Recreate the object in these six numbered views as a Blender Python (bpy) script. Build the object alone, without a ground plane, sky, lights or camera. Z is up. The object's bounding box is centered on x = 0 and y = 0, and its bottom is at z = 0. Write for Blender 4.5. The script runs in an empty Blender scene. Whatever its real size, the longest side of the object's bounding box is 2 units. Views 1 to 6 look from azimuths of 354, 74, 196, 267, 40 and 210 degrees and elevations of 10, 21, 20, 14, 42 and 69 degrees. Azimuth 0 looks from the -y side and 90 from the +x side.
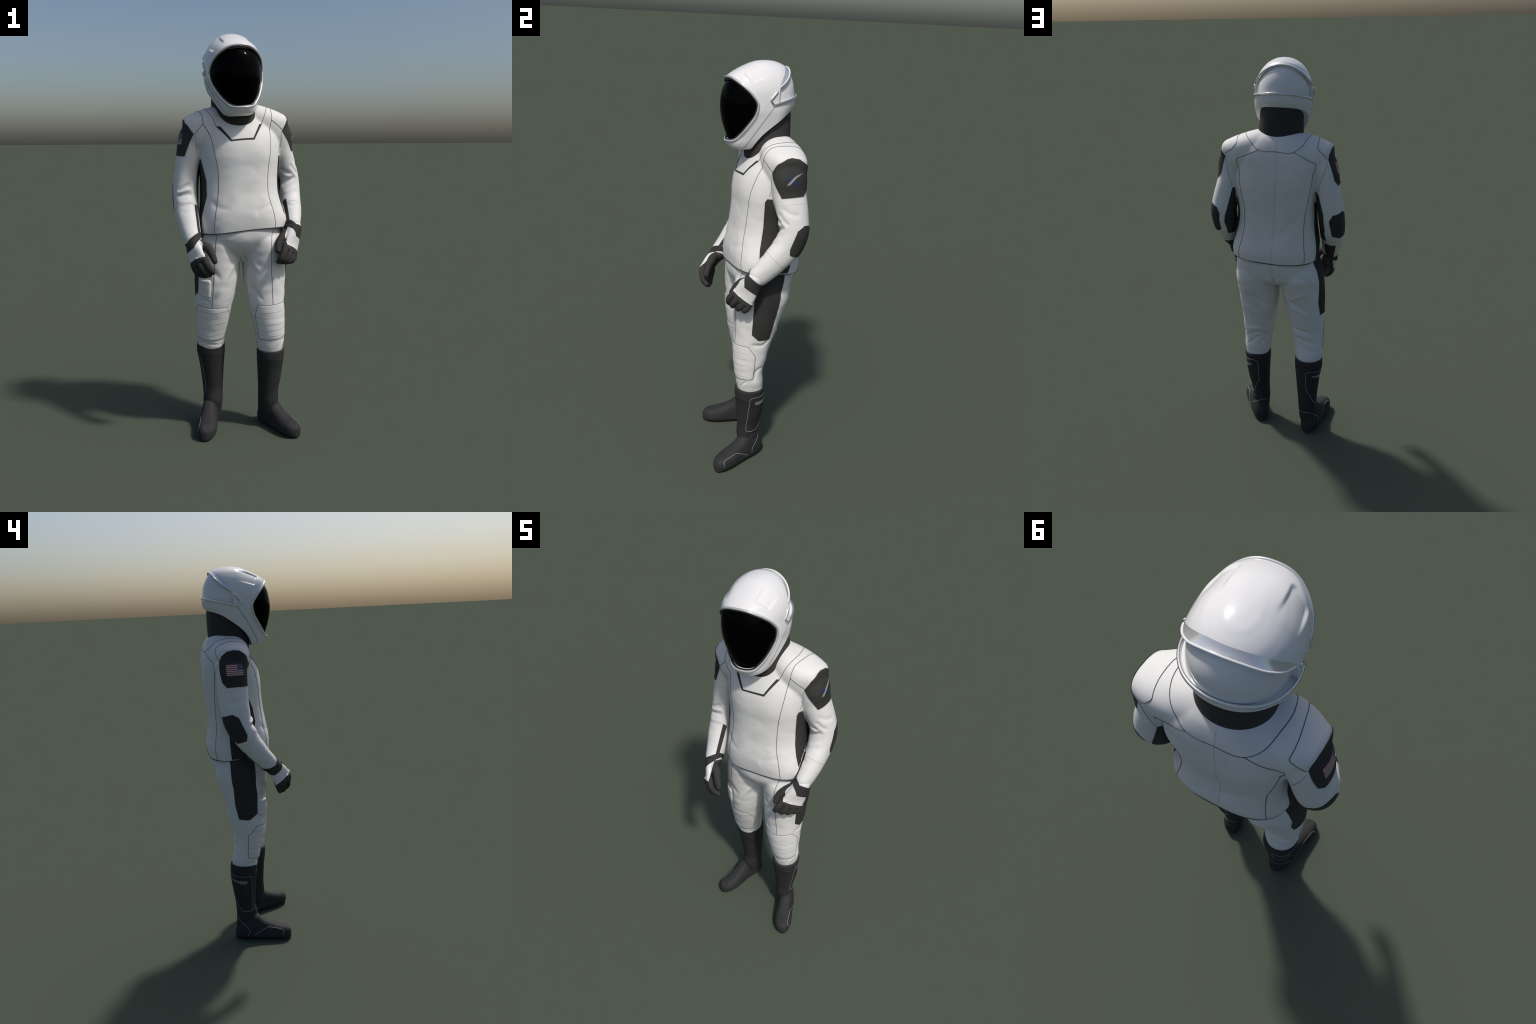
# A standing figure in a white-and-charcoal pressure suit with a full-face helmet.
import bpy, bmesh, math, random
import numpy as np
from mathutils import Vector, Matrix
from mathutils.bvhtree import BVHTree
from mathutils.geometry import delaunay_2d_cdt

random.seed(7)
np.random.seed(7)
SCENE = bpy.context.scene
COLL = SCENE.collection

# ------------------------------------------------------------------ materials
def principled(name, color, rough=0.6, spec=0.5, coat=0.0, sheen=0.0, metallic=0.0):
    m = bpy.data.materials.new(name)
    m.use_nodes = True
    b = m.node_tree.nodes["Principled BSDF"]
    b.inputs["Base Color"].default_value = (*color, 1)
    b.inputs["Roughness"].default_value = rough
    b.inputs["Specular IOR Level"].default_value = spec
    b.inputs["Coat Weight"].default_value = coat
    b.inputs["Sheen Weight"].default_value = sheen
    b.inputs["Metallic"].default_value = metallic
    return m

def add_cloth(m, color, var=0.04, scale=14.0, weave=900.0, bump=0.05, fine=60.0):
    """mottled cloth colour + fine weave grain"""
    nt = m.node_tree
    b = nt.nodes["Principled BSDF"]
    tc = nt.nodes.new("ShaderNodeTexCoord")
    n1 = nt.nodes.new("ShaderNodeTexNoise")
    n1.inputs["Scale"].default_value = scale
    n1.inputs["Detail"].default_value = 5
    nt.links.new(tc.outputs["Object"], n1.inputs["Vector"])
    ramp = nt.nodes.new("ShaderNodeValToRGB")
    lo = tuple(max(0, c * (1 - var)) for c in color)
    hi = tuple(min(1, c * (1 + var)) for c in color)
    ramp.color_ramp.elements[0].position = 0.3
    ramp.color_ramp.elements[0].color = (*lo, 1)
    ramp.color_ramp.elements[1].position = 0.7
    ramp.color_ramp.elements[1].color = (*hi, 1)
    nt.links.new(n1.outputs["Fac"], ramp.inputs["Fac"])
    nt.links.new(ramp.outputs["Color"], b.inputs["Base Color"])
    n2 = nt.nodes.new("ShaderNodeTexNoise")
    n2.inputs["Scale"].default_value = fine
    n2.inputs["Detail"].default_value = 3
    nt.links.new(tc.outputs["Object"], n2.inputs["Vector"])
    wv = nt.nodes.new("ShaderNodeTexWave")
    wv.bands_direction = 'Z'
    wv.inputs["Scale"].default_value = weave
    nt.links.new(tc.outputs["Object"], wv.inputs["Vector"])
    mx = nt.nodes.new("ShaderNodeMath"); mx.operation = 'MULTIPLY_ADD'
    mx.inputs[1].default_value = 0.25
    nt.links.new(wv.outputs["Fac"], mx.inputs[0])
    nt.links.new(n2.outputs["Fac"], mx.inputs[2])
    bp = nt.nodes.new("ShaderNodeBump")
    bp.inputs["Strength"].default_value = bump
    bp.inputs["Distance"].default_value = 0.004
    nt.links.new(mx.outputs[0], bp.inputs["Height"])
    nt.links.new(bp.outputs["Normal"], b.inputs["Normal"])
    return m

WHITE = (0.66, 0.655, 0.645)
DARK = (0.034, 0.0335, 0.0325)
M_CLOTH = add_cloth(principled("white_suit_fabric", WHITE, 0.62, 0.35), WHITE, 0.03)
M_DARK = add_cloth(principled("charcoal_knit", DARK, 0.75, 0.25), DARK, 0.10, weave=260.0, bump=0.18)
M_BOOT = add_cloth(principled("charcoal_boot_fabric", (0.027, 0.027, 0.0275), 0.7, 0.22), (0.027, 0.027, 0.0275), 0.10, bump=0.10)
M_GLOVE = add_cloth(principled("charcoal_glove_fabric", (0.037, 0.0365, 0.034), 0.75, 0.22), (0.037, 0.0365, 0.034), 0.10, weave=320.0, bump=0.18)
M_SEAM = principled("dark_seam_cord", (0.085, 0.085, 0.09), 0.7, 0.3)
M_FAINT = principled("pale_stitch_line", (0.30, 0.30, 0.30), 0.7, 0.2)
M_PLATE = principled("satin_white_plate", (0.62, 0.62, 0.62), 0.32, 0.5)
M_SHADE = principled("hem_dark_line", (0.05, 0.05, 0.055), 0.8, 0.2)
M_CREASE = principled("pale_panel_line", (0.45, 0.45, 0.45), 0.5, 0.3)
M_PIPING = principled("reflective_grey_piping", (0.30, 0.30, 0.31), 0.5, 0.4)
M_SHELL = principled("glossy_white_shell", (0.70, 0.695, 0.70), 0.13, 0.4)
M_TRIM = principled("polished_trim", (0.70, 0.71, 0.71), 0.12, 0.5, metallic=0.9)
M_RIM = principled("visor_rim_gloss", (0.62, 0.63, 0.63), 0.16, 0.6, coat=1.0, metallic=0.45)
M_RIDGE = principled("polished_ridge", (0.72, 0.73, 0.74), 0.16, 0.6, coat=0.6, metallic=0.55)
M_GASKET = principled("black_gasket", (0.015, 0.015, 0.015), 0.4, 0.4)
M_VISOR = principled("black_mirror_visor", (0.0008, 0.0008, 0.001), 0.05, 0.03)
def flag_material():
    """seven red and six white stripes, slate canton with star dots, from the position on the sleeve"""
    m = principled("flag_print", (1, 1, 1), 0.7, 0.3); nt = m.node_tree; b = nt.nodes["Principled BSDF"]
    def math_(op, a, bb=None):
        n = nt.nodes.new("ShaderNodeMath"); n.operation = op
        for i, x in enumerate((a, bb)):
            if x is None: continue
            if isinstance(x, (int, float)): n.inputs[i].default_value = x
            else: nt.links.new(x, n.inputs[i])
        return n.outputs[0]
    tc = nt.nodes.new("ShaderNodeTexCoord"); sp = nt.nodes.new("ShaderNodeSeparateXYZ")
    nt.links.new(tc.outputs["Object"], sp.inputs[0])
    z = math_('DIVIDE', math_('SUBTRACT', 1.528, sp.outputs["Z"]), .057)      # 0 at the top edge, 1 at the bottom
    y = math_('DIVIDE', math_('SUBTRACT', .088, sp.outputs["Y"]), .0845)      # 0 at the rear edge, 1 in front
    st = math_('MODULO', math_('FLOOR', math_('MULTIPLY', z, 13.0)), 2.0)
    can = math_('MULTIPLY', math_('GREATER_THAN', y, .62), math_('LESS_THAN', z, .5385))
    dots = math_('MULTIPLY', math_('SINE', math_('MULTIPLY', y, 95.0)), math_('SINE', math_('MULTIPLY', z, 58.0)))
    star = math_('GREATER_THAN', dots, .72)
    def mix(f, a, c):
        n = nt.nodes.new("ShaderNodeMix"); n.data_type = 'RGBA'
        nt.links.new(f, n.inputs[0])
        for k, x in ((6, a), (7, c)):
            if isinstance(x, tuple): n.inputs[k].default_value = (*x, 1)
            else: nt.links.new(x, n.inputs[k])
        return n.outputs[2]
    stripes = mix(st, (.26, .045, .055), (.44, .425, .425))
    canton = mix(star, (.05, .068, .115), (.30, .31, .34))
    nt.links.new(mix(can, stripes, canton), b.inputs["Base Color"])
    return m
M_FLAG = flag_material()
M_TAG = principled("reflective_tag", (0.20, 0.20, 0.215), 0.5, 0.4)
M_EMBLUE = principled("emblem_blue", (0.010, 0.035, 0.13), 0.6, 0.3)
M_EMWHITE = principled("emblem_grey", (0.27, 0.265, 0.27), 0.6, 0.3)

# ------------------------------------------------------------------ helpers
ROOT = bpy.data.objects.new("pressure_suit_figure", None)
COLL.objects.link(ROOT)
ROOT["label"] = "standing figure in white pressure suit with black visor helmet"
ROOT["category"] = "space suit"

def new_obj(name, mesh, mat, parent=None, smooth=True):
    ob = bpy.data.objects.new(name, mesh)
    COLL.objects.link(ob)
    if mat is not None and not mesh.materials:
        mesh.materials.append(mat)
    if smooth:
        mesh.polygons.foreach_set("use_smooth", [True] * len(mesh.polygons))
    ob.parent = parent or ROOT
    return ob

def mesh_from(verts, faces, name="m"):
    me = bpy.data.meshes.new(name)
    me.from_pydata([tuple(map(float, v)) for v in verts], [], faces)
    me.update()
    return me

def catmull(keys, n):
    """interpolate rows of keys (K,D) to n rows, chord-length centripetal-ish"""
    k = np.asarray(keys, float)
    K = len(k)
    d = np.linalg.norm(np.diff(k[:, :3], axis=0), axis=1) ** 0.75 + 1e-9
    t = np.concatenate([[0], np.cumsum(d)])
    s = np.linspace(0, t[-1], n)
    # cubic Hermite with finite-difference tangents (monotone enough for body profiles)
    m = np.zeros_like(k)
    m[1:-1] = ((k[2:] - k[1:-1]) / d[1:, None] * d[:-1, None] + (k[1:-1] - k[:-2]) / d[:-1, None] * d[1:, None]) / (d[1:, None] + d[:-1, None])
    m[0] = (k[1] - k[0]) / d[0]
    m[-1] = (k[-1] - k[-2]) / d[-1]
    i = np.clip(np.searchsorted(t, s, side='right') - 1, 0, K - 2)
    h = d[i][:, None]
    u = ((s - t[i]) / d[i])[:, None]
    return ((2*u**3 - 3*u**2 + 1) * k[i] + (u**3 - 2*u**2 + u) * h * m[i]
            + (-2*u**3 + 3*u**2) * k[i+1] + (u**3 - u**2) * h * m[i+1])

def skin_rings(rings, cap=True):
    """rings: list of (N,3) arrays -> closed verts, faces"""
    N = len(rings[0]); R = len(rings)
    verts = np.concatenate(rings)
    faces = []
    for r in range(R - 1):
        for j in range(N):
            k = (j + 1) % N
            faces.append((r*N+j, r*N+k, (r+1)*N+k, (r+1)*N+j))
    if cap:
        c0 = rings[0].mean(0); c1 = rings[-1].mean(0)
        a = len(verts); verts = np.concatenate([verts, [c0, c1]])
        for j in range(N):
            k = (j + 1) % N
            faces.append((a, k, j))
            faces.append((a + 1, (R-1)*N + j, (R-1)*N + k))
        # outward orientation: signed volume must be positive
        c = verts.mean(0); f = np.array([q[:3] for q in faces])
        a3, b3, c3 = verts[f[:, 0]]-c, verts[f[:, 1]]-c, verts[f[:, 2]]-c
        if np.einsum('ij,ij->i', a3, np.cross(b3, c3)).sum() < 0:
            faces = [q[::-1] for q in faces]
    return verts, faces

def super_ring(nu, n):
    th = np.linspace(0, 2*np.pi, nu, endpoint=False)
    c, s = np.cos(th), np.sin(th)
    return np.sign(c)*np.abs(c)**(2/n), np.sign(s)*np.abs(s)**(2/n)

def loft_upright(keys, nu=72, nv=80, n=2.3, warp=None, nback=None, square=None, shear=None):
    """horizontal sections: rows z, cx, cy, half_width, front, back, yaw_deg"""
    k = np.array(keys, float)
    order = np.column_stack([k[:, 1], k[:, 2], k[:, 0], k[:, 3:]])
    rows = catmull(order, nv)
    cu, su = super_ring(nu, n)
    if nback:
        cb, sb = super_ring(nu, nback)
        cu, su = np.where(su > 0, cb, cu), np.where(su > 0, sb, su)
    rings = []
    for cx, cy, z, a, bf, bb, yaw in rows:
        if square:
            nz = np.interp(z, *np.array(square).T)
            cf, sf = super_ring(nu, nz)
            cu, su = np.where(np.arange(nu) > nu//2, cf, cu), np.where(np.arange(nu) > nu//2, sf, su)
        p = cu * a
        q = np.where(su < 0, su * bf, su * bb)
        if shear:                                  # broad flat back that turns less than the chest
            q = np.where(su > 0, q - p*np.interp(z, *np.array(shear).T)*np.clip(su*2, 0, 1), q)
        y = math.radians(yaw); c, s = math.cos(y), math.sin(y)
        ring = np.column_stack([cx + c*p - s*q, cy + s*p + c*q, np.full(nu, z)])
        if warp is not None:
            ring = warp(ring)
        rings.append(ring)
    return skin_rings(rings)

def loft_box(keys, **kw):
    """rows z, xmin, xmax, ymin, ymax, yaw"""
    return loft_upright([(z, (x0+x1)/2, (y0+y1)/2, (x1-x0)/2, (y1-y0)/2, (y1-y0)/2, yw) for z, x0, x1, y0, y1, yw in keys], **kw)

def loft_limb(keys, ref=(1, 0, 0), nu=48, nv=60, n=2.15, round_ends=True):
    """rows cx,cy,cz, ru, rv ; u axis = ref made perpendicular to the spine"""
    rows = catmull(np.array(keys, float), nv)
    P = rows[:, :3]
    T = np.gradient(P, axis=0); T /= np.linalg.norm(T, axis=1)[:, None]
    # soften the tangents so that rings do not cross at the bend
    for _ in range(4):
        T[1:-1] = (T[:-2] + 2*T[1:-1] + T[2:]) / 4
        T /= np.linalg.norm(T, axis=1)[:, None]
    cu, su = super_ring(nu, n)
    rings = []
    def ring(p, t, ru, rv):
        u = np.array(ref, float); u -= t * (u @ t); u /= np.linalg.norm(u)
        v = np.cross(t, u)
        return p + np.outer(cu * ru, u) + np.outer(su * rv, v)
    if round_ends:
        for f in (0.25, 0.6, 0.85, 0.96):
            h = math.sqrt(1 - f*f)
            rings.append(ring(P[0] - T[0]*min(rows[0, 3:5])*h, T[0], rows[0, 3]*f, rows[0, 4]*f))
    for i in range(nv):
        rings.append(ring(P[i], T[i], rows[i, 3], rows[i, 4]))
    if round_ends:
        for f in (0.96, 0.85, 0.6, 0.25):
            h = math.sqrt(1 - f*f)
            rings.append(ring(P[-1] + T[-1]*min(rows[-1, 3:5])*h, T[-1], rows[-1, 3]*f, rows[-1, 4]*f))
    return skin_rings(rings)

def evaluated(ob):
    dg = bpy.context.evaluated_depsgraph_get()
    dg.update()
    me = bpy.data.meshes.new_from_object(ob.evaluated_get(dg))
    return me

def fuse(parts, voxel=0.004, smooth=8, factor=0.5):
    """union closed lofts into one smooth skin"""
    bm = bmesh.new()
    for v, f in parts:
        tmp = mesh_from(v, f)
        bm.from_mesh(tmp)
        bpy.data.meshes.remove(tmp)
    bmesh.ops.recalc_face_normals(bm, faces=bm.faces)
    me = bpy.data.meshes.new("fuse"); bm.to_mesh(me); bm.free()
    ob = bpy.data.objects.new("fuse", me); COLL.objects.link(ob)
    r = ob.modifiers.new("r", 'REMESH'); r.mode = 'VOXEL'; r.voxel_size = voxel
    s = ob.modifiers.new("s", 'SMOOTH'); s.iterations = smooth; s.factor = factor
    out = evaluated(ob)
    bpy.data.objects.remove(ob)
    return out

def coords(me):
    a = np.empty(len(me.vertices)*3); me.vertices.foreach_get("co", a); return a.reshape(-1, 3)
def normals(me):
    a = np.empty(len(me.vertices)*3); me.vertex_normals.foreach_get("vector", a); return a.reshape(-1, 3)
def set_coords(me, c):
    me.vertices.foreach_set("co", np.ascontiguousarray(c).ravel()); me.update()

def seg_dist(c, pts):
    """distance from points c to a polyline and the normalised position along it"""
    best = np.full(len(c), 9.0); par = np.zeros(len(c))
    pts = np.asarray(pts, float); L = len(pts) - 1
    for i in range(L):
        a, b = pts[i], pts[i+1]; ab = b - a
        t = np.clip(((c - a) @ ab) / (ab @ ab), 0, 1)
        d = np.linalg.norm(c - (a + t[:, None]*ab), axis=1)
        k = d < best
        best[k] = d[k]; par[k] = (i + t[k]) / L
    return best, par

def fold(me, strokes, gain=1.0):
    """press creases / raise folds: strokes of (polyline, width, height)"""
    c = coords(me); n = normals(me)
    disp = np.zeros(len(c))
    for pts, w, h in strokes:
        d, t = seg_dist(c, catmull(pts, 12) if len(pts) > 2 else pts)
        disp += gain * h * np.exp(-(d / w)**2) * np.clip(4*t*(1-t)*1.6, 0, 1)
    set_coords(me, c + n * disp[:, None])

def bvh_of(me):
    return BVHTree.FromPolygons([v.co.copy() for v in me.vertices], [tuple(p.vertices) for p in me.polygons])

def bvh_join(*meshes):
    V = []; F = []
    for me in meshes:
        o = len(V); V += [v.co.copy() for v in me.vertices]
        F += [tuple(i + o for i in p.vertices) for p in me.polygons]
    return BVHTree.FromPolygons(V, F)

def split_regions(me, labels, specs):
    """cut one skin into named meshes whose border vertices coincide; keep the whole skin's normals.
    labels: per-face int; specs: {label: (name, material, parent)}"""
    N = normals(me)
    C = coords(me)
    out = {}
    polys = [tuple(p.vertices) for p in me.polygons]
    for lab, (name, mat, parent) in specs.items():
        idx = np.nonzero(labels == lab)[0]
        if len(idx) == 0:
            continue
        used = sorted({v for i in idx for v in polys[i]})
        remap = {v: k for k, v in enumerate(used)}
        m2 = mesh_from(C[used], [tuple(remap[v] for v in polys[i]) for i in idx], name)
        ob = new_obj(name, m2, mat, parent)
        m2.normals_split_custom_set_from_vertices([tuple(v) for v in N[used]])
        out[lab] = ob
    return out

def face_centers(me):
    a = np.empty(len(me.polygons)*3); me.polygons.foreach_get("center", a); return a.reshape(-1, 3)

def tube(path, radius, name, mat, parent=None, up=None, flat=1.0, sides=8, closed=False, ends=True):
    """round or flattened cord swept along a path; up = per-point surface normals"""
    P = np.asarray(path, float); n = len(P)
    if closed:
        T = np.roll(P, -1, 0) - np.roll(P, 1, 0)
    else:
        T = np.gradient(P, axis=0)
    T /= np.linalg.norm(T, axis=1)[:, None] + 1e-12
    rad = np.broadcast_to(radius, (n,))
    if up is None:
        up = np.tile([0.0, 0, 1], (n, 1))
    th = np.linspace(0, 2*np.pi, sides, endpoint=False)
    rings = []
    for i in range(n):
        u = up[i] - T[i]*(up[i] @ T[i]); u /= np.linalg.norm(u) + 1e-12
        s = np.cross(T[i], u)
        rings.append(P[i] + np.outer(np.cos(th)*rad[i], s) + np.outer(np.sin(th)*rad[i]*flat, u))
    if closed:
        v = np.concatenate(rings); f = []
        for r in range(n):
            for j in range(sides):
                k = (j+1) % sides; q = (r+1) % n
                f.append((r*sides+j, r*sides+k, q*sides+k, q*sides+j))
    else:
        v, f = skin_rings(rings, cap=ends)
    return new_obj(name, mesh_from(v, f, name), mat, parent)

def resample(pts, step=0.006, straight=False, closed=False):
    p = np.asarray(pts, float)
    if closed:
        p = np.concatenate([p, p[:1]])
    if not straight and len(p) > 2:
        p = catmull(p, 24*len(p))
    d = np.linalg.norm(np.diff(p, axis=0), axis=1); t = np.concatenate([[0], np.cumsum(d)])
    n = max(3, int(t[-1]/step)+1)
    s = np.linspace(0, t[-1], n)
    out = np.column_stack([np.interp(s, t, p[:, i]) for i in range(3)])
    return out[:-1] if closed else out

def drape(path, bvh, lift=0.0):
    Q = []; Nn = []
    for p in path:
        loc, nor, _, _ = bvh.find_nearest(Vector(p))
        Q.append(np.array(loc)); Nn.append(np.array(nor))
    Q = np.array(Q); Nn = np.array(Nn)
    for _ in range(2):
        Nn[1:-1] = (Nn[:-2] + Nn[1:-1]*2 + Nn[2:]); Nn /= np.linalg.norm(Nn, axis=1)[:, None]
    for _ in range(1):
        Q[1:-1] = (Q[:-2] + 2*Q[1:-1] + Q[2:])/4
    return Q + Nn*lift, Nn

def seam(pts, bvh, r=0.0016, mat=None, name="seam", straight=False, parent=None, closed=False, flat=0.7, lift=0.0007):
    q, n = drape(resample(pts, 0.006, straight, closed), bvh, lift)
    return tube(q, r, name, mat or M_SEAM, parent, up=n, flat=flat, sides=6, closed=closed)

def patch(poly, bvh, name, mat, axis=None, normal=None, lift=0.0012, step=0.007, parent=None,
          straight=True, depth=0.004, relief=None, origin_out=False, edge_round=0.0, reach=0.4):
    """a cloth panel laid on the skin.  poly: control points in space (closed outline).
    axis=(A,B): wrap about that line;  normal=vec: lay along that direction."""
    P = np.asarray(poly, float)
    if axis is not None:
        A = np.asarray(axis[0], float); B = np.asarray(axis[1], float)
        L = np.linalg.norm(B - A); t = (B - A)/L
        cen = P.mean(0); w = cen - A; w -= t*(w @ t); u = w/np.linalg.norm(w); v = np.cross(t, u)
        R = np.mean(np.linalg.norm((P - A) - np.outer((P - A) @ t, t), axis=1))
        def to2(X):
            d = X - A
            return np.column_stack([np.arctan2(d @ v, d @ u)*R, d @ t])
        def ray(c):
            th = c[0]/R; dirn = u*math.cos(th) + v*math.sin(th)
            o = A + t*c[1]
            return o, dirn
    else:
        nn = np.asarray(normal, float); nn /= np.linalg.norm(nn)
        cen = P.mean(0)
        u = np.cross([0, 0, 1], nn) if abs(nn[2]) < 0.9 else np.cross([0, 1, 0], nn)
        u /= np.linalg.norm(u); v = np.cross(nn, u)
        def to2(X):
            d = X - cen
            return np.column_stack([d @ u, d @ v])
        def ray(c):
            return cen + u*c[0] + v*c[1] + nn*0.12, -nn
    out2 = to2(P)
    # resample outline
    o3 = np.column_stack([out2, np.zeros(len(out2))])
    o3 = resample(o3, step*0.7, straight, closed=True)
    if straight:                       # keep true corners
        pts = []
        for i in range(len(out2)):
            a, b = out2[i], out2[(i+1) % len(out2)]
            m = max(1, int(np.linalg.norm(b-a)/(step*0.7)))
            for j in range(m):
                pts.append(a + (b-a)*j/m)
        ol = np.array(pts)
    else:
        ol = o3[:, :2]
    lo, hi = ol.min(0), ol.max(0)
    nb = len(ol)
    gx, gy = np.meshgrid(np.arange(lo[0]+step/2, hi[0], step), np.arange(lo[1]+step/2, hi[1], step))
    g = np.column_stack([gx.ravel(), gy.ravel()])
    # keep grid points inside and not too near the border
    x, y = g[:, 0], g[:, 1]; inside = np.zeros(len(g), bool); near = np.full(len(g), 9.0)
    for i in range(nb):
        a, b = ol[i], ol[(i+1) % nb]
        cond = (a[1] > y) != (b[1] > y)
        with np.errstate(divide='ignore', invalid='ignore'):
            xi = (b[0]-a[0])*(y-a[1])/(b[1]-a[1]+1e-15)+a[0]
        inside ^= cond & (x < xi)
        near = np.minimum(near, np.hypot(x-a[0], y-a[1]))
    g = g[inside & (near > step*0.45)]
    allp = np.concatenate([ol, g])
    vs, es, fs, *_ = delaunay_2d_cdt([Vector(p) for p in allp], [(i, (i+1) % nb) for i in range(nb)], [], 1, 1e-7)
    V2 = np.array([[p[0], p[1]] for p in vs])
    hits = np.zeros((len(V2), 3)); nrm = np.zeros((len(V2), 3))
    for i, c in enumerate(V2):
        o, d = ray(c)
        loc, nor, _, _ = bvh.ray_cast(Vector(o), Vector(d), reach)
        if loc is None:
            loc, nor, _, _ = bvh.find_nearest(Vector(o + d*0.05))
        elif axis is not None:
            l2, n2, _, _ = bvh.ray_cast(loc + Vector(d)*.0005, Vector(d), .03)
            if l2 is not None:
                l3, n3, _, _ = bvh.ray_cast(l2 + Vector(d)*.0005, Vector(d), .03)
                if l3 is not None: loc, nor = l3, n3
        hits[i] = loc; nrm[i] = nor
        if nrm[i] @ d < 0 and axis is not None:
            nrm[i] *= -1
    # smooth the laid surface a little, and its normals
    miss = np.zeros(len(V2), bool)
    nbr = [[] for _ in V2]
    for f in fs:
        for a, b in zip(f, f[1:] + f[:1]):
            nbr[a].append(b); nbr[b].append(a)
    inner = [i for i in range(len(V2)) if i >= nb]
    for _ in range(2):
        H2 = hits.copy()
        for i in inner:
            H2[i] = hits[i]*.5 + hits[nbr[i]].mean(0)*.5
        hits = H2
    for _ in range(3):
        nrm = np.array([nrm[i] + nrm[nbr[i]].sum(0) for i in range(len(V2))])
        nrm /= np.linalg.norm(nrm, axis=1)[:, None] + 1e-12
    L = np.full(len(V2), lift)
    if relief is not None or edge_round > 0:
        dist = np.full(len(V2), 9.0)
        for i in range(nb):
            a, b = ol[i], ol[(i+1) % nb]; ab = b-a
            tt = np.clip(((V2-a) @ ab)/(ab @ ab + 1e-15), 0, 1)
            dist = np.minimum(dist, np.linalg.norm(V2-(a+tt[:, None]*ab), axis=1))
        if edge_round > 0:
            e = np.clip(dist/edge_round, 0, 1)
            L = lift*np.sqrt(np.clip(1-(1-e)**2, 0, 1)) + 0.0004
        if relief is not None:
            L = L + relief(V2, dist, hits)
    top = hits + nrm*L[:, None]
    # outline edges of the triangulation
    cnt = {}
    for f in fs:
        for a, b in zip(f, f[1:] + f[:1]):
            cnt[(a, b)] = 1
    border = [(a, b) for (a, b) in cnt if (b, a) not in cnt]
    verts = list(top); faces = [tuple(f) for f in fs]
    low = {}
    for a, b in border:
        for k in (a, b):
            if k not in low:
                low[k] = len(verts); verts.append(hits[k] - nrm[k]*depth)
        faces.append((b, a, low[a], low[b]))
    me = mesh_from(verts, faces, name)
    bm = bmesh.new(); bm.from_mesh(me)
    # make the visible side face outward
    f0 = bm.faces[:] and bm.faces[0:1]
    bm.faces.ensure_lookup_table()
    s = sum(bm.faces[i].normal.dot(Vector(nrm[fs[i][0]])) for i in range(len(fs)))
    if s < 0:
        bmesh.ops.reverse_faces(bm, faces=bm.faces[:])
    bm.to_mesh(me); bm.free()
    ob = new_obj(name, me, mat, parent)
    me.set_sharp_from_angle(angle=math.radians(50))
    return ob

def on_axis(axis, uref, pts, r=0.05):
    """points given as (angle in degrees about the axis, distance along it) -> space"""
    A = np.asarray(axis[0], float); B = np.asarray(axis[1], float); t = (B-A)/np.linalg.norm(B-A)
    u = np.asarray(uref, float); u = u - t*(u @ t); u /= np.linalg.norm(u); v = np.cross(t, u)
    return [A + t*d + r*(u*math.cos(math.radians(a)) + v*math.sin(math.radians(a))) for a, d in pts]

def band(axis, uref, upper, lower, bvh, name, mat, lift=.0015, depth=.004, nu=96, nv=10, parent=None, ribs=0):
    """closed cuff round a limb; its two edges given as (angle, distance) stations"""
    A = np.asarray(axis[0], float); B = np.asarray(axis[1], float); t = (B-A)/np.linalg.norm(B-A)
    u = np.asarray(uref, float); u = u - t*(u @ t); u /= np.linalg.norm(u); v = np.cross(t, u)
    ang = np.linspace(-180, 180, nu, endpoint=False)
    up = np.interp(ang, *np.array(sorted(upper)).T, period=360); lo = np.interp(ang, *np.array(sorted(lower)).T, period=360)
    fs = np.concatenate([[0], np.linspace(0, 1, nv*(1+ribs)), [1]])
    dirs = [u*math.cos(math.radians(a)) + v*math.sin(math.radians(a)) for a in ang]
    rad = np.full((len(fs), nu), .03)
    for k, f in enumerate(fs):
        for i, d in enumerate(dirs):
            o = A + t*(up[i] + (lo[i]-up[i])*f); far = 0.0
            for _ in range(4):                     # outermost skin along the ray: sleeve over glove
                loc = bvh.ray_cast(Vector(o + d*far), Vector(d), .09-far)[0]
                if loc is None: break
                far = (np.array(loc)-o) @ d + .0005
            rad[k, i] = far if far > 0 else .045
    base = rad.copy()
    for _ in range(12):                             # a cuff bridges the step between sleeve and glove
        sm = rad.copy()
        sm[1:-1] = (rad[:-2] + 2*rad[1:-1] + rad[2:])/4
        sm = (np.roll(sm, 1, 1) + 2*sm + np.roll(sm, -1, 1))/4
        rad = np.maximum(base, sm)
    rings = []
    for k, f in enumerate(fs):
        edge = k == 0 or k == len(fs)-1
        rib = .0011*abs(math.sin(math.pi*f*ribs)) if ribs else 0
        rings.append(np.array([A + t*(up[i] + (lo[i]-up[i])*f) + d*(rad[k, i] + (-depth if edge else lift + rib)) for i, d in enumerate(dirs)]))
    v_, f_ = skin_rings(rings, cap=False)
    ob = new_obj(name, mesh_from(v_, f_, name), mat, parent)
    bm = bmesh.new(); bm.from_mesh(ob.data); bmesh.ops.recalc_face_normals(bm, faces=bm.faces)
    c0 = np.mean(coords(ob.data), 0)
    if sum(f.normal.dot(f.calc_center_median() - Vector(c0)) for f in bm.faces) < 0:
        bmesh.ops.reverse_faces(bm, faces=bm.faces[:])
    bm.to_mesh(ob.data); bm.free()
    ob.data.set_sharp_from_angle(angle=math.radians(50))
    return ob

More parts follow.
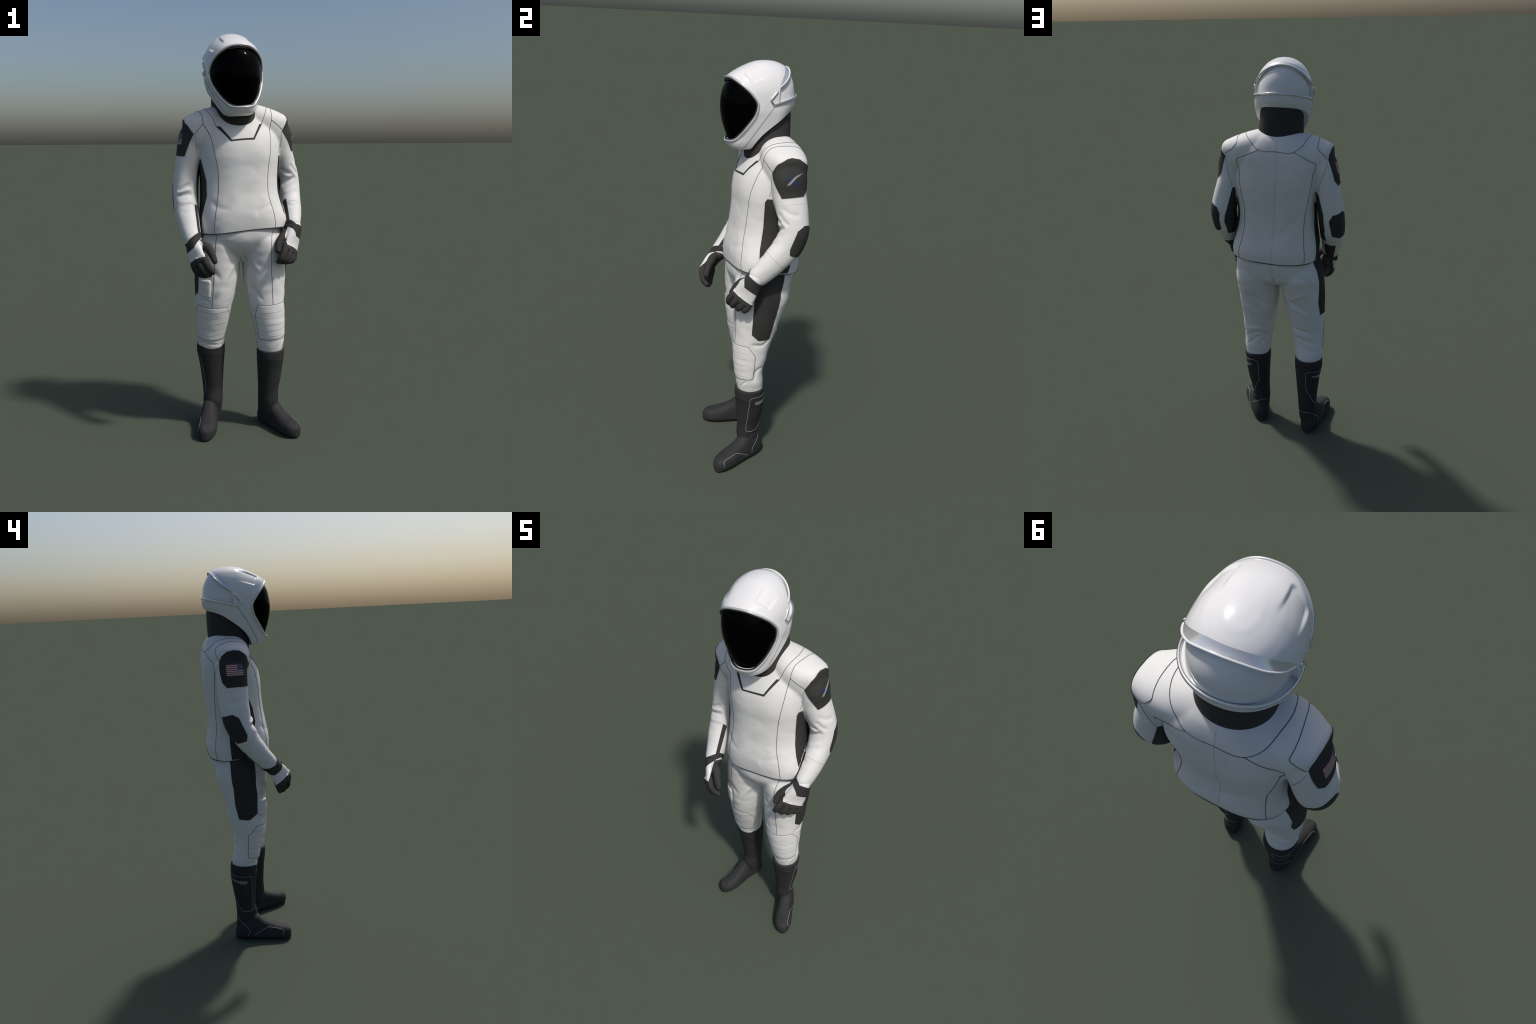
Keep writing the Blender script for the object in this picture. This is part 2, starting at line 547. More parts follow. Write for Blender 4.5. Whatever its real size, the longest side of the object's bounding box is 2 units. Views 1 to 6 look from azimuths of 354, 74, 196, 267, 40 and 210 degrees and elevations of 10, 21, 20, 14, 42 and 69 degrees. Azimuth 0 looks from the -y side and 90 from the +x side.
# ------------------------------------------------------------------ jacket
def hem_warp(r):
    w = np.clip((1.24 - r[:, 2]) / 0.2, 0, 1)
    r = r.copy()
    r[:, 2] += w * (0.075*(r[:, 0]-0.02) - 0.08*(r[:, 1]-0.04))
    return r

TORSO = [  # z, cx, cy, half width, front, back, yaw
    (1.015, .020, .044, .212, .155, .163, 6.5),
    (1.050, .020, .044, .216, .158, .168, 6.5),
    (1.085, .018, .044, .218, .160, .173, 6.5),
    (1.13, .013, .047, .212, .162, .163, 7),
    (1.18, .009, .049, .202, .157, .153, 7),
    (1.24, .005, .052, .196, .149, .147, 7),
    (1.30, .004, .057, .195, .149, .147, 6),
    (1.36, .004, .062, .200, .151, .151, 5.5),
    (1.42, .003, .066, .205, .155, .154, 5.0),
    (1.48, .000, .070, .206, .147, .150, 5.0),
    (1.53, -.003, .075, .203, .130, .142, 5.5),
    (1.575, -.010, .081, .190, .110, .129, 7),
    (1.615, -.015, .086, .160, .093, .110, 8.5),
    (1.650, -.018, .090, .125, .072, .086, 8.5),
    (1.674, -.018, .090, .090, .050, .060, 8.5)]

def loft_yoke(keys, nu=48, nv=60, n=2.4):
    rows = catmull(np.array(keys, float), nv)
    cu, su = super_ring(nu, n); rings = []
    for x, cy, zc, ry, up, dn in rows:
        rings.append(np.column_stack([np.full(nu, x), cy + cu*ry, zc + np.where(su > 0, su*up, su*dn)]))
    return skin_rings(rings)

YOKE = [(-.274, .054, 1.566, .030, .026, .05), (-.267, .057, 1.562, .056, .043, .09), (-.240, .060, 1.556, .077, .064, .12),
        (-.19, .063, 1.550, .097, .089, .11), (-.13, .070, 1.550, .106, .108, .09), (-.08, .090, 1.554, .098, .117, .09),
        (.0, .102, 1.557, .092, .120, .09), (.06, .105, 1.563, .097, .115, .09), (.12, .105, 1.568, .102, .096, .09),
        (.18, .108, 1.571, .096, .074, .11), (.222, .115, 1.572, .078, .056, .12), (.246, .117, 1.573, .060, .041, .09),
        (.254, .117, 1.574, .034, .026, .05)]

ARM_R = [(-.218, .064, 1.545, .054, .074), (-.231, .066, 1.51, .061, .076), (-.247, .064, 1.42, .061, .076),
         (-.263, .060, 1.33, .062, .075), (-.270, .043, 1.235, .062, .072), (-.268, .010, 1.16, .060, .062),
         (-.257, -.038, 1.092, .054, .055), (-.245, -.082, 1.037, .047, .048), (-.239, -.102, 1.014, .043, .046)]
ARM_L = [(.202, .116, 1.555, .056, .074), (.214, .114, 1.52, .060, .080), (.224, .119, 1.44, .058, .079),
         (.247, .131, 1.36, .059, .073), (.263, .137, 1.28, .060, .068), (.267, .112, 1.21, .059, .066),
         (.271, .062, 1.152, .052, .060), (.271, .010, 1.098, .043, .054), (.267, -.020, 1.068, .040, .050)]

def hem_cut(me):
    """trim the torso along the hem so that its edge is crisp; the sleeves hang lower and stay whole"""
    fc = np.array([p.center for p in me.polygons])
    dR, _ = seg_dist(fc, np.array(ARM_R)[:, :3]); dL, _ = seg_dist(fc, np.array(ARM_L)[:, :3])
    ok = (fc[:, 2] < 1.12) & (dR > .062) & ((dL > .060) | (fc[:, 0] < .236)) & (np.abs(fc[:, 0]) < .25)
    bm = bmesh.new(); bm.from_mesh(me); bm.faces.ensure_lookup_table()
    fs = [bm.faces[i] for i in np.nonzero(ok)[0]]
    geom = list({e for f in fs for e in f.edges} | {v for f in fs for v in f.verts}) + fs
    bmesh.ops.bisect_plane(bm, geom=geom, plane_co=(.02, .04, 1.0425), plane_no=(-.075, .08, 1), clear_inner=True)
    bm.to_mesh(me); bm.free(); me.update()
    return me
jacket_me = hem_cut(fuse([loft_upright(TORSO, n=2.25, nback=2.9, warp=hem_warp, square=[(1.02, 2.85), (1.10, 2.75), (1.20, 2.4), (1.30, 2.25), (1.6, 2.2)], shear=[(1.18, 0), (1.30, .03), (1.50, .04), (1.58, 0)]), loft_yoke(YOKE), loft_limb(ARM_R), loft_limb(ARM_L)], 0.0042, 16))
torso_only = fuse([loft_upright(TORSO, n=2.25, nback=2.9, warp=hem_warp, square=[(1.02, 2.85), (1.10, 2.75), (1.20, 2.4), (1.30, 2.25), (1.6, 2.2)], shear=[(1.18, 0), (1.30, .03), (1.50, .04), (1.58, 0)])], 0.006, 8)
arm_r_only = fuse([loft_limb(ARM_R)], 0.005, 8); arm_l_only = fuse([loft_limb(ARM_L)], 0.005, 8)

# ------------------------------------------------------------------ trousers
PELVIS = [(1.085, .018, .042, .190, .145, .148, 6.5), (1.05, .018, .043, .206, .153, .155, 6.5), (1.00, .012, .042, .218, .148, .160, 6.5),
          (.95, .006, .039, .222, .118, .150, 6), (.915, .004, .037, .210, .082, .136, 5), (.885, .004, .035, .18, .05, .10, 5)]
LEG_R = [(1.05, -.170, -.030, -.06, .12, 2), (1.00, -.206, -.010, -.095, .158, 0), (.93, -.226, .002, -.097, .175, -3), (.87, -.230, .000, -.092, .160, -5), (.80, -.231, -.008, -.087, .139, -5),
         (.72, -.230, -.025, -.083, .120, -4), (.65, -.229, -.043, -.073, .107, -2), (.58, -.227, -.058, -.056, .098, 0),
         (.52, -.227, -.070, -.042, .104, 0), (.46, -.227, -.081, -.028, .117, 0), (.41, -.218, -.090, -.014, .112, 0)]
LEG_L = [(1.05, .04, .19, -.06, .12, 4), (1.00, .03, .224, -.095, .158, 8), (.93, .012, .236, -.103, .176, 8), (.87, .014, .238, -.098, .160, 8), (.80, .018, .234, -.097, .132, 8),
         (.72, .027, .229, -.097, .106, 7), (.65, .042, .226, -.098, .083, 4), (.58, .060, .225, -.096, .063, 4),
         (.52, .074, .224, -.091, .048, 4), (.46, .082, .224, -.083, .052, 4), (.41, .090, .215, -.073, .055, 4)]
trousers_me = fuse([loft_upright(PELVIS, n=2.2), loft_box(LEG_R, n=2.0, nback=1.95), loft_box(LEG_L, n=2.0, nback=2.35)], 0.0042, 26)

# ------------------------------------------------------------------ boots
SHAFT_R = [(.446, -.2285, -.081, -.019, .125, 0), (.40, -.2285, -.0815, -.0175, .128, 0), (.35, -.219, -.086, -.011, .126, 0),
           (.27, -.208, -.091, -.004, .117, 0), (.19, -.200, -.096, .000, .108, 0), (.14, -.200, -.097, -.010, .107, 5), (.07, -.197, -.104, .0, .112, 8)]
SHAFT_L = [(.420, .082, .226, -.085, .063, 6), (.38, .0825, .2245, -.085, .066, 8), (.33, .085, .217, -.077, .066, 12),
           (.27, .088, .209, -.071, .061, 18), (.19, .091, .192, -.067, .051, 24), (.14, .091, .190, -.070, .050, 28), (.07, .095, .180, -.06, .055, 30)]
FOOT = [  # distance from heel, half width, top height, side shift
    (.000, .014, .050, 0), (.010, .030, .072, 0), (.04, .043, .115, 0), (.09, .046, .145, 0), (.13, .044, .138, 0),
    (.165, .045, .112, .002), (.21, .048, .094, .004), (.25, .048, .081, .005), (.285, .042, .074, .004), (.308, .029, .062, .002), (.319, .012, .046, 0)]

def loft_foot(heel, toe, side=1, nu=48, nv=60):
    h = np.array([*heel, 0.]); t = np.array([*toe, 0.]); d = t - h; L = np.linalg.norm(d); d /= L
    s = np.array([-d[1], d[0], 0]) * side
    rows = catmull(np.array(FOOT, float), nv)
    cu, su = super_ring(nu, 2.5); rings = []
    for dist, w, top, sh in rows:
        zc = min(0.03, top*0.45)
        c = h + d*(dist*L/0.319) + s*sh
        z = zc + np.where(su > 0, su*(top-zc), su*zc*1.0)
        rings.append(c + np.outer(cu*w, s) + np.outer(z, [0, 0, 1]))
    return skin_rings(rings)

boot_r_me = fuse([loft_box(SHAFT_R, n=2.1), loft_foot((-.151, .118), (-.204, -.188), 1)], 0.0035, 8)
boot_l_me = fuse([loft_box(SHAFT_L, n=2.1), loft_foot((.109, .069), (.270, -.199), -1)], 0.0035, 8)

# ------------------------------------------------------------------ gloves
def hand(wrist, knuckles, fingers, thumb, palm_dir, arm):
    """wrist: (centre, ru, rv); palm is a loft from wrist to the knuckle row"""
    K = np.array(knuckles, float)
    across = K[0] - K[-1]; width = np.linalg.norm(across)*.92; across /= np.linalg.norm(across)
    w0 = np.array(wrist[0], float); kc = K.mean(0)
    rows = []
    back = np.array(arm, float) - w0; back /= np.linalg.norm(back)
    rows.append((*(w0 + back*.035), wrist[1]*.80, wrist[2]*.80))
    for f in (0, .25, .5, .75, 1.0, 1.12):
        c = w0 + (kc - w0)*f
        ru = wrist[1] + (width/2 + .013 - wrist[1])*min(1, max(0, f*1.4))
        rv = wrist[2] + (.019 - wrist[2])*min(1, max(0, f*1.3))
        c = c + np.array(palm_dir)*(-.006*math.sin(math.pi*min(1, max(0, f))))
        rows.append((*c, ru, rv))
    parts = [loft_limb(rows, ref=across, nu=40, nv=30)]
    for path in fingers:
        parts.append(loft_limb(path, nu=20, nv=24, n=2.0))
    parts.append(loft_limb(thumb, nu=20, nv=24, n=2.0))
    return parts

def finger(a, b, c, d, r=.0145):
    return [(*a, r*1.05), (*b, r), (*c, r*.93), (*d, r*.8)]
def fpath(pts, r):
    return [(*p, r*k, r*k) for p, k in zip(pts, (1.05, 1.02, .94, .78))]

HAND_L = dict(
    wrist=((.265, -.032, 1.056), .040, .043),
    knuckles=[(.219, -.112, .982), (.243, -.098, .967), (.260, -.077, .951), (.272, -.054, .938)],
    fingers=[fpath([(.219, -.112, .982), (.204, -.135, .945), (.190, -.140, .918), (.179, -.132, .902)], .0155),
             fpath([(.243, -.098, .967), (.228, -.120, .925), (.212, -.124, .905), (.197, -.118, .897)], .0155),
             fpath([(.260, -.077, .951), (.248, -.096, .911), (.232, -.102, .896), (.214, -.098, .893)], .0150),
             fpath([(.272, -.054, .938), (.266, -.070, .906), (.254, -.077, .893), (.237, -.075, .890)], .0140)],
    thumb=[(.232, -.058, 1.035, .022, .022), (.205, -.083, 1.015, .021, .021), (.185, -.103, .990, .0175, .0175), (.177, -.122, .957, .014, .014)],
    palm_dir=(-.62, .45, -.5), arm=(.272, .010, 1.098))
HAND_R = dict(
    wrist=((-0.232, -.112, 1.002), .037, .039),
    knuckles=[(-0.191, -.198, .948), (-0.216, -.190, .930), (-0.232, -.166, .914), (-0.240, -.140, .904)],
    fingers=[fpath([(-0.191, -.198, .948), (-0.174, -.206, .908), (-0.159, -.199, .882), (-0.146, -.188, .866)], .0155),
             fpath([(-0.216, -.190, .930), (-0.197, -.200, .890), (-0.180, -.194, .866), (-0.162, -.180, .853)], .0155),
             fpath([(-0.232, -.166, .914), (-0.217, -.176, .875), (-0.200, -.174, .855), (-0.180, -.167, .846)], .0150),
             fpath([(-0.240, -.140, .904), (-0.229, -.150, .872), (-0.216, -.155, .856), (-0.201, -.157, .846)], .0140)],
    thumb=[(-0.201, -.142, .995, .022, .022), (-0.170, -.162, .985, .021, .021), (-0.151, -.180, .957, .0175, .0175), (-0.137, -.192, .922, .014, .014)],
    palm_dir=(.62, .45, -.5), arm=(-.239, -.082, 1.037))
glove_l_me = fuse(hand(**HAND_L), 0.0022, 6)
glove_r_me = fuse(hand(**HAND_R), 0.0022, 6)

# ------------------------------------------------------------------ neck seal
NECK = [(1.50, -.010, .078, .112, .110, .085, 9), (1.58, -.014, .076, .114, .114, .092, 9), (1.64, -.020, .074, .111, .114, .097, 9), (1.70, -.026, .074, .106, .108, .099, 9), (1.76, -.03, .074, .103, .105, .099, 9), (1.82, -.03, .074, .10, .10, .095, 9)]
nv_, nf_ = loft_upright(NECK, n=2.2)
neck_me = mesh_from(nv_, nf_, "neck_seal")

# ------------------------------------------------------------------ helmet (local frame: p left, q back, h up)
PSI, ROLL = math.radians(10.3), math.radians(3.4)
H_O = np.array([-.027, .03, 1.81])
_s = np.array([math.cos(PSI), math.sin(PSI), 0]); _b = np.array([-math.sin(PSI), math.cos(PSI), 0]); _z = np.array([0, 0, 1.])
H_P = math.cos(ROLL)*_s + math.sin(ROLL)*_z; H_Q = _b; H_H = math.cos(ROLL)*_z - math.sin(ROLL)*_s
def hw(X):
    X = np.asarray(X, float)
    return H_O + X[..., 0:1]*H_P + X[..., 1:2]*H_Q + X[..., 2:3]*H_H

HELM = [  # h, half width, front q, back q, widest q
    (.190, .010, .005, .035, .02), (.187, .030, -.020, .060, .02), (.180, .050, -.046, .084, .02), (.168, .072, -.076, .110, .02), (.148, .094, -.117, .132, .02),
    (.120, .114, -.158, .148, .02), (.09, .128, -.174, .156, .02), (.06, .136, -.184, .160, .02), (.02, .138, -.191, .163, .02),
    (-.005, .138, -.193, .158, .02), (-.028, .137, -.193, .140, .02), (-.06, .131, -.190, .120, .02), (-.10, .121, -.180, .10, .01), (-.14, .107, -.168, .07, -.01),
    (-.175, .089, -.166, .03, -.03), (-.195, .072, -.152, .0, -.05), (-.204, .050, -.134, -.03, -.07)]
DOME = [(.186, .02, -.02, .05, .02), (.175, .045, -.04, .088, .02), (.16, .068, -.06, .113, .02), (.14, .088, -.08, .131, .02), (.115, .104, -.1, .145, .02), (.09, .113, -.1, .154, .02),
        (.06, .120, -.1, .158, .02), (.02, .123, -.1, .159, .02), (-.02, .120, -.1, .150, .02)]
VISOR = [(.135, .050, -.100, .0, .02), (.12, .080, -.135, .0, .02), (.10, .110, -.158, .0, .02), (.077, .126, -.173, .0, .02), (.045, .133, -.183, .0, .02), (.012, .136, -.1885, .0, .02),
         (-.026, .135, -.189, .0, .02), (-.06, .128, -.185, .0, .02), (-.088, .120, -.179, .0, .02), (-.12, .109, -.169, .0, .01), (-.149, .095, -.158, .0, .0), (-.172, .080, -.148, .0, .0)]

def helm_loft(keys, nu=280, nv=220, n=2.1, front_n=2.35):
    rows = catmull(np.array([(0, k[4], k[0], k[1], k[2], k[3]) for k in keys], float), nv)
    cu, su = super_ring(nu, n); rings = []
    for _, q0, h, a, qf, qb in rows:
        cf, sf = super_ring(nu, front_n)
        cu, su = np.where(su < 0, cf, cu), np.where(su < 0, sf, su)
        rings.append(np.column_stack([cu*a, q0 + np.where(su < 0, su*(q0-qf), su*(qb-q0)), np.full(nu, h)]))
    return skin_rings(rings)

def quad_sdf(x, y, poly):
    """signed distance to a convex polygon, negative inside (rounded look comes from the caller)"""
    P = np.array(poly); d = np.full(len(x), 9.0); inside = np.ones(len(x), bool)
    area = sum(P[i-1][0]*P[i][1]-P[i][0]*P[i-1][1] for i in range(len(P)))
    for i in range(len(P)):
        a, b = P[i-1], P[i]; ab = b-a
        t = np.clip(((x-a[0])*ab[0]+(y-a[1])*ab[1])/(ab@ab), 0, 1)
        d = np.minimum(d, np.hypot(x-a[0]-t*ab[0], y-a[1]-t*ab[1]))
        inside &= ((ab[0]*(y-a[1])-ab[1]*(x-a[0]))*np.sign(area) > 0)
    return np.where(inside, -d, d)

def sstep(x): x = np.clip(x, 0, 1); return x*x*(3-2*x)

hv, hf = helm_loft(HELM)
full_local = mesh_from(hv, hf, "helmet_form")
HB = bvh_of(full_local)              # smooth form, helmet coordinates: everything on the helmet is laid on it
c = coords(full_local); nrm = normals(full_local)
# teardrop recesses on both sides of the crown, sharp in front, fading out backwards
for sgn in (1, -1):
    def put(q, h):
        hit = HB.ray_cast(Vector((sgn*.3, q, h)), Vector((-sgn, 0, 0)))[0]
        return np.array(hit)
    cor = [put(.020, .134), put(.010, .170), put(-.100, .137), put(-.083, .112)]
    C0 = put(-.068, .132); n0 = np.array(HB.find_nearest(Vector(C0))[1]); n0 /= np.linalg.norm(n0)
    e1 = np.array([0, -1., 0]); e1 -= n0*(e1 @ n0); e1 /= np.linalg.norm(e1); e2 = np.cross(n0, e1)
    d2 = c - C0
    sd = quad_sdf(d2 @ e1, d2 @ e2, [((k-C0) @ e1, (k-C0) @ e2) for k in cor]) - .012      # rounded corners
    press = sstep((.0065 - sd)/.0125) * sstep((.005 - c[:, 1])/.075) * (d2 @ n0 > -.05)
    c = c - nrm*(press*.0062)[:, None]
shell_local = mesh_from(c, hf, "helmet_shell")

def prism(outline, half=0.3):
    """closed side-view outline (q,h) extruded across the helmet"""
    n = len(outline)
    v = [(-half, q, h) for q, h in outline] + [(half, q, h) for q, h in outline]
    f = [tuple(range(n)), tuple(range(2*n-1, n-1, -1))] + [(i, i+n, (i+1) % n + n, (i+1) % n) for i in range(n)]
    me = mesh_from(v, f); bm = bmesh.new(); bm.from_mesh(me); bmesh.ops.recalc_face_normals(bm, faces=bm.faces); bm.to_mesh(me); bm.free()
    return me

def cut(me, tools, op='DIFFERENCE'):
    ob = bpy.data.objects.new("cut", me); COLL.objects.link(ob); helpers = []
    for t in tools:
        h = bpy.data.objects.new("tool", t); COLL.objects.link(h); helpers.append(h)
        m = ob.modifiers.new("b", 'BOOLEAN'); m.operation = op; m.solver = 'EXACT'; m.object = h
    out = evaluated(ob)
    for o in helpers + [ob]:
        bpy.data.objects.remove(o)
    return out

def side_curve(pts, n=60):
    return [tuple(p[:2]) for p in catmull([(a, b, 0) for a, b in pts], n)]

LOWER = side_curve([(.25, -.018), (.152, -.022), (.117, -.029), (.086, -.042), (.036, -.075), (-.009, -.109), (-.040, -.139), (-.062, -.172), (-.072, -.195), (-.076, -.23)])
VIS = side_curve([(-.171, .120), (-.150, .101), (-.116, .073), (-.083, .037), (-.066, .003), (-.075, -.044), (-.093, -.076), (-.110, -.102), (-.128, -.130), (-.150, -.157), (-.178, -.168)])
BACK = side_curve([(.128, .1665), (.100, .1300), (.064, .095), (.036, .073)], 30) + [(.031, .048), (.028, .006), (.27, .062), (.27, .23), (.17, .23)]
shell_cut = cut(shell_local, [prism(LOWER + [(.25, -.3), (.3, -.1)][::1] if False else LOWER + [(.3, -.3), (.3, -.018)]),
                              prism(VIS + [(-.3, -.2), (-.3, .16)]), prism(BACK)])

def on_helm(pts, n=120, lift=0.0, mirror=True, closed=False, bvh=None, straight=False):
    """half path given as (p,q,h) guesses from the left end to the middle; mirrored to the right side; laid on the form"""
    k = np.array(pts, float)
    if mirror:
        m = k[::-1].copy(); m[:, 0] *= -1
        if abs(k[-1][0]) < 1e-6: m = m[1:]
        k = np.concatenate([k, m])
    path = resample(k, 0.004, closed=closed, straight=straight)
    q, nn = drape(path, bvh or HB, lift)
    return q, nn

def to_world(me):
    set_coords(me, hw(coords(me))); return me

helmet = new_obj("helmet", to_world(shell_cut), M_SHELL)
helmet.data.set_sharp_from_angle(angle=math.radians(40))
def helm_part(name, v, f, mat):
    return new_obj(name, mesh_from(hw(np.array(v)), f, name), mat, helmet)
vis_in = [(q-.002, h) for q, h in VIS]
visor = new_obj("visor", to_world(cut(mesh_from(*helm_loft(VISOR, 160, 130, 2.0, 2.3)), [prism(vis_in + [(-.3, -.2), (-.3, .16)])], 'INTERSECT')), M_VISOR, helmet)
visor.data.set_sharp_from_angle(angle=math.radians(40))
dome = helm_part("rear_dome", *helm_loft(DOME, 128, 80, 2.15), M_SHELL)

def helm_cord(name, pts, r, mat, lift=0.0, flat=1.0, closed=False, mirror=True, taper=False, straight=False):
    q, n = on_helm(pts, lift=lift, closed=closed, mirror=mirror, straight=straight)
    rad = r
    if taper:
        s = np.linspace(0, 1, len(q)); rad = r*np.clip(np.minimum(s, 1-s)*8, .25, 1)
    W = hw(q); N = n[:, :1]*H_P + n[:, 1:2]*H_Q + n[:, 2:]*H_H
    return tube(W, rad, name, mat, helmet, up=N, flat=flat, sides=12, closed=closed)

# rim round the face opening: from brow middle down the left side to the chin and back up the right
RIM = [(0, -.162, .118), (.035, -.159, .115), (.068, -.147, .102), (.094, -.118, .075), (.112, -.086, .040), (.123, -.066, .003), (.121, -.075, -.044),
       (.112, -.093, -.076), (.101, -.110, -.102), (.084, -.129, -.131), (.060, -.151, -.157), (.030, -.162, -.1645), (0, -.166, -.165)]
rim_full = RIM + [(-p, q, h) for p, q, h in RIM[-2:0:-1]]
helm_cord("visor_rim", rim_full, .0056, M_RIM, lift=.0003, closed=True, mirror=False)
gas = [(p*.96, q-.006, h*.965) for p, q, h in rim_full]
helm_cord("visor_gasket", gas, .0040, M_GASKET, lift=-.0042, closed=True, mirror=False)
# rail: hook at each temple, then straight round the back
RAIL = [(.135, .021, .058), (.138, -.013, .021), (.140, .005, .000), (.140, .03, .0065), (.133, .075, .017), (.110, .12, .027), (.06, .155, .037), (0, .166, .040)]
hook = resample(RAIL[:3], .004, straight=True); sweep = catmull(RAIL[2:], 60)
rail = np.concatenate([hook, sweep[1:]])
helm_cord("rear_rail", rail, .0050, M_TRIM, lift=.0020, straight=True)
# swept ridge at the back of the crown: polished channel between the shell edge and a lip
A = [(.119, .035, .078), (.106, .050, .101), (.080, .074, .133), (.045, .094, .163), (0, .102, .173)]
B = [(.121, .038, .075), (.112, .066, .094), (.088, .098, .124), (.048, .121, .155), (0, .128, .165)]
ka, na = on_helm(A, lift=.0008); kb, nb_ = on_helm(B, lift=0.0)
m_ = 161
def rs(p):
    t = np.concatenate([[0], np.cumsum(np.linalg.norm(np.diff(p, axis=0), axis=1))]); s = np.linspace(0, t[-1], m_)
    return np.column_stack([np.interp(s, t, p[:, i]) for i in range(3)])
ka, kb, nn_ = rs(ka), rs(kb), rs(na)
lift_ = .0050*np.clip(np.sin(np.linspace(0, np.pi, m_))*1.4, 0, 1)
kb = kb + nn_*lift_[:, None]
rows = [ka + (kb-ka)*f - nn_*(.0012*math.sin(math.pi*f))*np.clip(lift_/.005, 0.1, 1)[:, None] for f in np.linspace(0, 1, 9)]
rows += [kb - nn_*.003 + np.array([0, .0025, 0]), kb - nn_*.009]
v = np.concatenate(rows); f = [(r*m_+i, r*m_+i+1, (r+1)*m_+i+1, (r+1)*m_+i) for r in range(len(rows)-1) for i in range(m_-1)]
ridge = helm_part("crown_ridge", v, f, M_RIDGE)
lip_n = nn_[:, :1]*H_P + nn_[:, 1:2]*H_Q + nn_[:, 2:]*H_H
tube(hw(kb), .0030, "ridge_lip", M_SHELL, helmet, up=lip_n, sides=10)
# panel lines on the jaw
for sgn in (1, -1):
    helm_cord("jaw_seam", [(sgn*.139, .008, -.006), (sgn*.128, -.022, -.048), (sgn*.112, -.05, -.09), (sgn*.09, -.08, -.14), (sgn*.055, -.110, -.195)], .0011, M_SEAM, mirror=False, flat=.6)
    helm_cord("jaw_crease", [(sgn*.137, -.018, .012), (sgn*.132, -.045, -.026), (sgn*.121, -.072, -.07), (sgn*.105, -.098, -.110), (sgn*.080, -.128, -.148), (sgn*.045, -.158, -.178), (0, -.163, -.184)], .0008, M_CREASE, mirror=False, flat=.5)


# ------------------------------------------------------------------ cloth folds
from mathutils import noise as mnoise
def soft_noise(me, amp, scale, stretch=(1, 1, 1), seed=0.0):
    c = coords(me); n = normals(me)
    d = np.array([mnoise.noise(Vector((p[0]*scale*stretch[0]+seed, p[1]*scale*stretch[1], p[2]*scale*stretch[2]))) for p in c])
    set_coords(me, c + n*(d*amp)[:, None])

soft_noise(jacket_me, .0024, 9.0, (1, 1, .8), 3.1)
soft_noise(jacket_me, .0007, 24.0, (.8, .8, 1.3), 5.3)
soft_noise(trousers_me, .0030, 9.0, (1, 1, .9), 8.7)
soft_noise(trousers_me, .0015, 22.0, (.8, .8, 1.4), 2.2)
fold(jacket_me, [
    # inside of the left elbow
    ([(.205, .078, 1.352), (.246, .062, 1.331), (.295, .078, 1.311)], .010, -.006),
    ([(.216, .070, 1.258), (.247, .066, 1.283), (.300, .080, 1.306)], .009, -.007),
    ([(.266, .057, 1.372), (.290, .070, 1.345), (.312, .098, 1.318)], .009, -.004),
    ([(.225, .060, 1.305), (.255, .058, 1.310), (.30, .075, 1.325)], .009, .005),
    ([(.215, .050, 1.230), (.26, .045, 1.240), (.31, .06, 1.262)], .011, .005),
    # inside of the right elbow
    ([(-.312, -.017, 1.243), (-.277, -.024, 1.267), (-.240, -.020, 1.285)], .009, -.005),
    ([(-.315, -.012, 1.222), (-.278, -.032, 1.228), (-.230, -.020, 1.232)], .010, -.005),
    ([(-.31, -.014, 1.233), (-.278, -.028, 1.247), (-.235, -.020, 1.257)], .008, .004),
    ([(-.31, -.02, 1.19), (-.27, -.045, 1.195), (-.23, -.03, 1.20)], .012, .003),
    # chest and belly drapes
    ([(-.060, -.108, 1.20), (.008, -.097, 1.268), (.070, -.078, 1.350)], .026, .002),
    ([(.074, -.115, 1.120), (.096, -.099, 1.178), (.106, -.088, 1.215)], .016, -.0015),
    
    # back drapes
    ([(.10, .20, 1.36), (.03, .215, 1.30), (-.04, .213, 1.22)], .025, .003),
    ([(-.14, .17, 1.28), (-.07, .20, 1.20), (.02, .205, 1.15)], .022, -.003),
    # armpits
    ([(-.20, -.01, 1.47), (-.212, .03, 1.44), (-.21, .06, 1.43)], .010, -.003),
    # waist and upper-sleeve drapes
    ([(-.15, -.075, 1.20), (-.11, -.095, 1.17), (-.05, -.11, 1.155)], .014, -.002),
    ([(.165, -.05, 1.19), (.12, -.085, 1.165), (.06, -.105, 1.15)], .014, -.002),
    ([(.28, .06, 1.40), (.30, .10, 1.375), (.305, .15, 1.36)], .012, -.003),
    ([(-.29, .0, 1.36), (-.315, .04, 1.345), (-.32, .09, 1.34)], .012, -.003),
    ([(-.30, -.03, 1.15), (-.27, -.06, 1.14), (-.23, -.05, 1.15)], .010, -.003),
    ([(.30, .03, 1.17), (.27, .0, 1.16), (.235, .02, 1.175)], .010, -.003)], 1.15)
